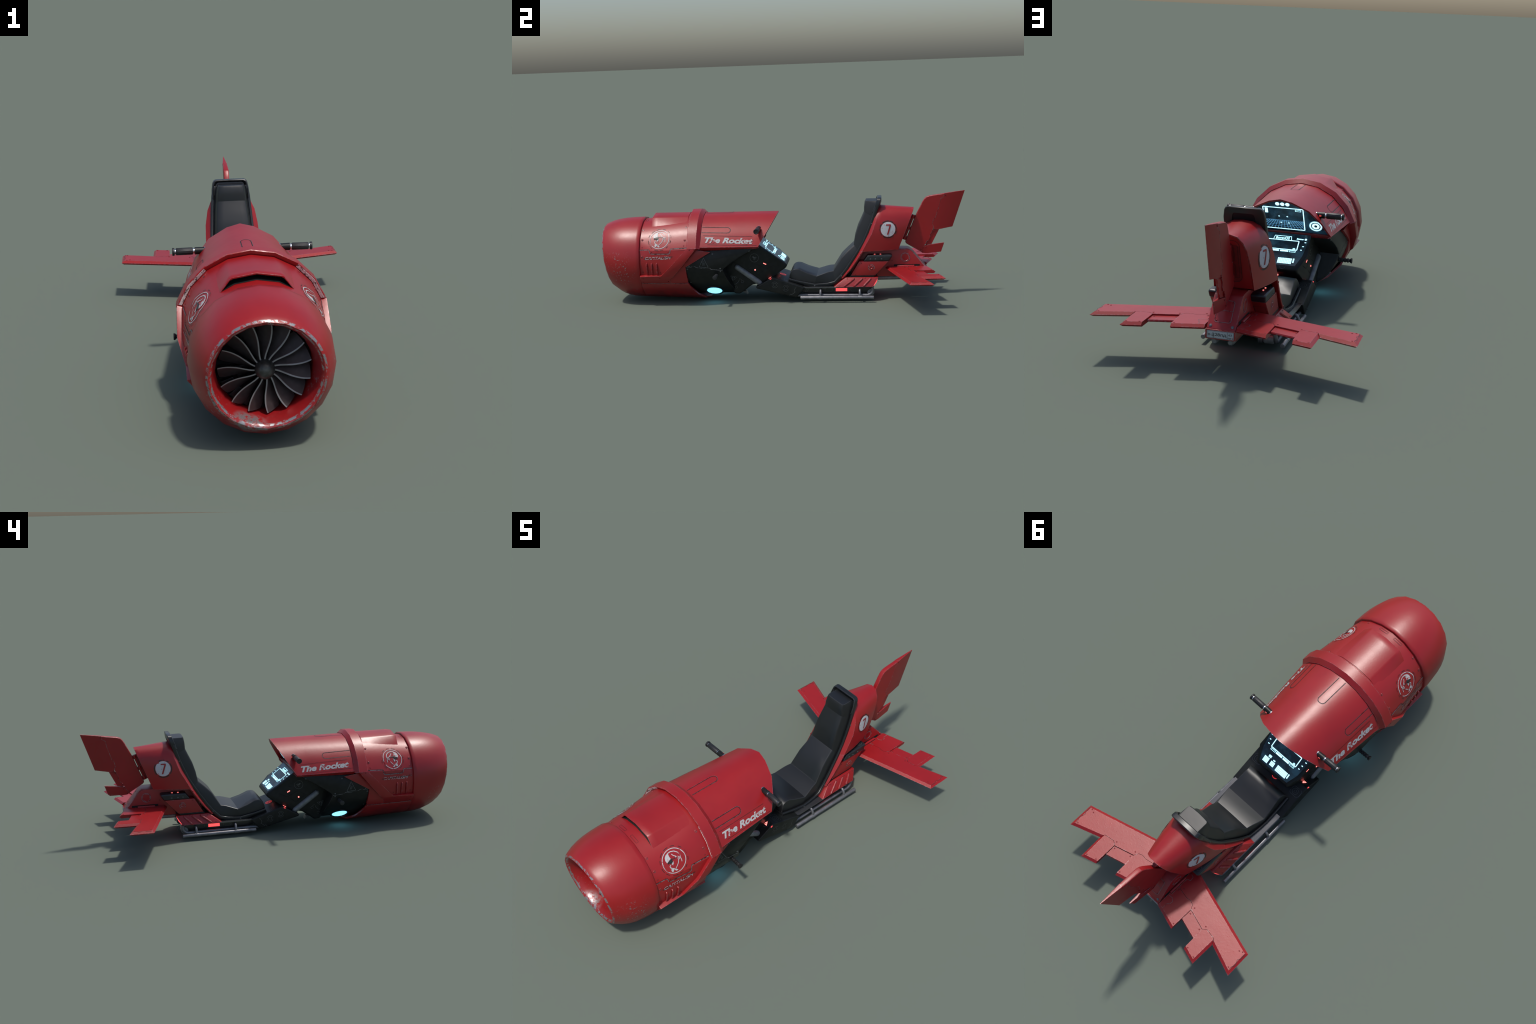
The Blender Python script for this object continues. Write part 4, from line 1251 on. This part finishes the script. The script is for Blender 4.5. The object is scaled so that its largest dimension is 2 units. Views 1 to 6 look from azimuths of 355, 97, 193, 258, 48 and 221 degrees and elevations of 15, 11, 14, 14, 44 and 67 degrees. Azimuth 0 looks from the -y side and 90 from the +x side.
def wing_place(s, zt=.1750, zm=.1655, zb=.1575):
    return lambda x, y, h: Vector((s * x, y, zt if h > .5 else zm if h > -.5 else zb))
for s in (1, -1):
    W = wing_place(s)
    main_poly = [(.0575, .5645), (.487, .684), (.487, .808), (.3475, .7590), (.336, .7370), (.288, .7290), (.2705, .7420), (.1765, .7145), (.166, .6950), (.148, .6880), (.127, .6910), (.085, .6830), (.0675, .6780), (.0675, .632), (.0575, .632)]
    wing = finish(plate_bm(main_poly, {0, 1, 2}, W, .0125), "wing", "red_clean", sharp=12)
    fo = [(.3475, .7590), (.3440, .8740), (.2710, .8530), (.2705, .7420), (.288, .7290), (.336, .7370)]
    fo = fo[::-1]
    def ext_of(poly, keys):
        out = set()
        for i in range(len(poly)):
            a, b = poly[i], poly[(i + 1) % len(poly)]
            if any((a == p and b == q) or (a == q and b == p) for p, q in keys):
                out.add(i)
        return out
    e1 = ext_of(fo, [((.3475, .7590), (.3440, .8740)), ((.3440, .8740), (.2710, .8530))])
    flap = finish(plate_bm(fo, e1, W, .0115), "wing_flap", "red_clean", wing, sharp=12)
    fi = [(.1765, .7145), (.166, .6950), (.148, .6880), (.127, .6910), (.085, .6830), (.0675, .6780), (.0675, .7220), (.0575, .7220), (.0575, .7980), (.1735, .8310)]
    e2 = ext_of(fi, [((.0575, .7980), (.1735, .8310)), ((.1735, .8310), (.1765, .7145))])
    finish(plate_bm(fi, {8}, W, .0115), "wing_flap", "red_clean", wing, sharp=12)
    tab = [(.2705, .7410), (.1765, .7135), (.1745, .7700), (.2705, .7965)]
    finish(plate_bm(tab, {2}, wing_place(s, .1690, .1650, .1610), .003), "wing_tab", "red_clean", wing, sharp=12)
    # tip line, root patches, rivets
    A = Art()
    A.strip([(.4770, .697), (.4770, .722), (.4705, .732), (.4780, .757), (.4720, .775), (.4720, .7870)], .0014)
    A.lay("tip_seam", "groove", (0, 0, .175), (1, 0, 0), (0, 1, 0), wing, None, .0008) if s > 0 else None
    if s < 0:
        A.bm.free()
        A = Art(); A.strip([(-x, y) for x, y in [(.4770, .697), (.4770, .722), (.4705, .732), (.4780, .757), (.4720, .775), (.4720, .7870)]], .0014)
        A.lay("tip_seam", "groove", (0, 0, .175), (1, 0, 0), (0, 1, 0), wing, None, .0008)
    A = Art(); A.strip([(s * x, y) for x, y in [(.058, .735), (.082, .733), (.095, .745), (.093, .760), (.083, .768), (.083, .792)]], .0014)
    A.lay("root_seam", "seam", (0, 0, .175), (1, 0, 0), (0, 1, 0), wing, None, .0008)
    A = Art(); A.strip([(s * x, y) for x, y in [(.058, .600), (.082, .607), (.085, .625), (.068, .632)]], .0014)
    A.lay("root_seam", "seam", (0, 0, .175), (1, 0, 0), (0, 1, 0), wing, None, .0008)
    for x, y in ((.464, .694), (.464, .780), (.275, .723), (.183, .699), (.328, .851), (.283, .839), (.166, .808), (.090, .670), (.078, .690), (.45, .70)):
        stud(RIVET_S, (s * x, y, .1752), (0, 0, 1), wing)
    for x, y in ((.262, .750), (.186, .728)):
        stud(RIVET_S, (s * x, y, .1692), (0, 0, 1), wing)

def fin_t(y, z, k=1.0):
    c = y - .333 * (z - .38)
    return k * (.0006 + .0108 * min(1, max(0, (.936 - c) / .125)))
def fin_place(k):
    return lambda y, z, h: Vector((h * fin_t(y, z, k), y, z))
def side_plate(poly, k, ins, name, parent):
    """Both faces inset a little from the outline so the rim is rounded."""
    P = fin_place(k)
    d = [.0005 if (poly[i] in seam and poly[(i + 1) % len(poly)] in seam) else ins for i in range(len(poly))]
    i1, i2 = inset_poly(poly, d), inset_poly(poly, [v * .3 for v in d])
    i0 = inset_poly(poly, [.0002] * len(poly))
    rings = [[P(p[0], p[1], h) for p in q] for q, h in ((i1, -1), (i2, -.75), (i0, -.3), (i0, .3), (i2, .75), (i1, 1))]
    return finish(loft_bm(rings), name, "red_clean", parent, sharp=22)
seam = [(.8890, .5645), (.8855, .5460), (.8690, .5360), (.8620, .5030), (.8460, .4530), (.8390, .4300), (.8300, .4240), (.8230, .4000), (.8300, .3790), (.8240, .3620), (.8095, .3350), (.8115, .3240), (.8030, .3070), (.7930, .3040), (.7790, .2760), (.7700, .2610), (.7570, .2450)]
front_poly = [(.6760, .3040), (.7300, .4410), (.7690, .5190), (.7790, .5350), (.7900, .5465), (.8070, .5530)] + seam + [(.6830, .2890), (.6765, .2970)]
fin = side_plate(front_poly, 1.0, .0032, "rudder", ROOT)
up = [(.8890, .5645), (.9980, .5785), (.9320, .3800), (.8600, .3665), (.8270, .3640)] + seam[8:0:-1]
side_plate(up, .98, .0012, "rudder_flap", fin)
tabp = [(.8270, .3640), (.8600, .3665), (.8195, .2860), (.7860, .2800)] + seam[13:8:-1]
side_plate(tabp, .55, .0010, "rudder_tab", fin)
lowp = [(.7860, .2800), (.8880, .2930), (.8700, .2410), (.8200, .2365), (.7960, .2335), (.7680, .2365), (.7570, .2450), (.7700, .2610), (.7790, .2760)]
side_plate(lowp, .98, .0012, "rudder_flap", fin)
for s in (1, -1):
    for y, z in ((.893, .556), (.834, .370), (.828, .358), (.787, .290), (.787, .270), (.768, .246), (.759, .256)):
        stud(RIVET_S, (s * (fin_t(y, z) + .0004), y, z), (s, 0, 0), fin)
# hinge knuckles between fairing and rudder
hd = Vector((0, .0435, .110)).normalized()
h0 = Vector((0, .6690, .3130))
hinge = finish(tube_bm([h0 + hd * .004, h0 + hd * .140], .0068, 14), "rudder_hinge", "red_clean")
hy = Vector((0, hd.z, -hd.y))
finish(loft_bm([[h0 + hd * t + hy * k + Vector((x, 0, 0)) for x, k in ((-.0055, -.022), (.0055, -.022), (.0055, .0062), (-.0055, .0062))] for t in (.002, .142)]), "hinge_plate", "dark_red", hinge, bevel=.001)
for a, b, r in ((0, .022, .0095), (.060, .078, .0095), (.126, .146, .0095)):
    finish(tube_bm([h0 + hd * a, h0 + hd * b], r, 14), "hinge_knuckle", "red_clean", hinge, bevel=.001)
    p, q = h0 + hd * a, h0 + hd * b
    e = Vector((0, .018, -.006))
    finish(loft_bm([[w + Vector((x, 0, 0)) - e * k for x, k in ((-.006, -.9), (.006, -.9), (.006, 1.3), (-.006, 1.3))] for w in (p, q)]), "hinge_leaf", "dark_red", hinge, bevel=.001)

for o in list(bpy.data.objects):
    if o.parent is None and o is not ROOT:
        o.parent = ROOT
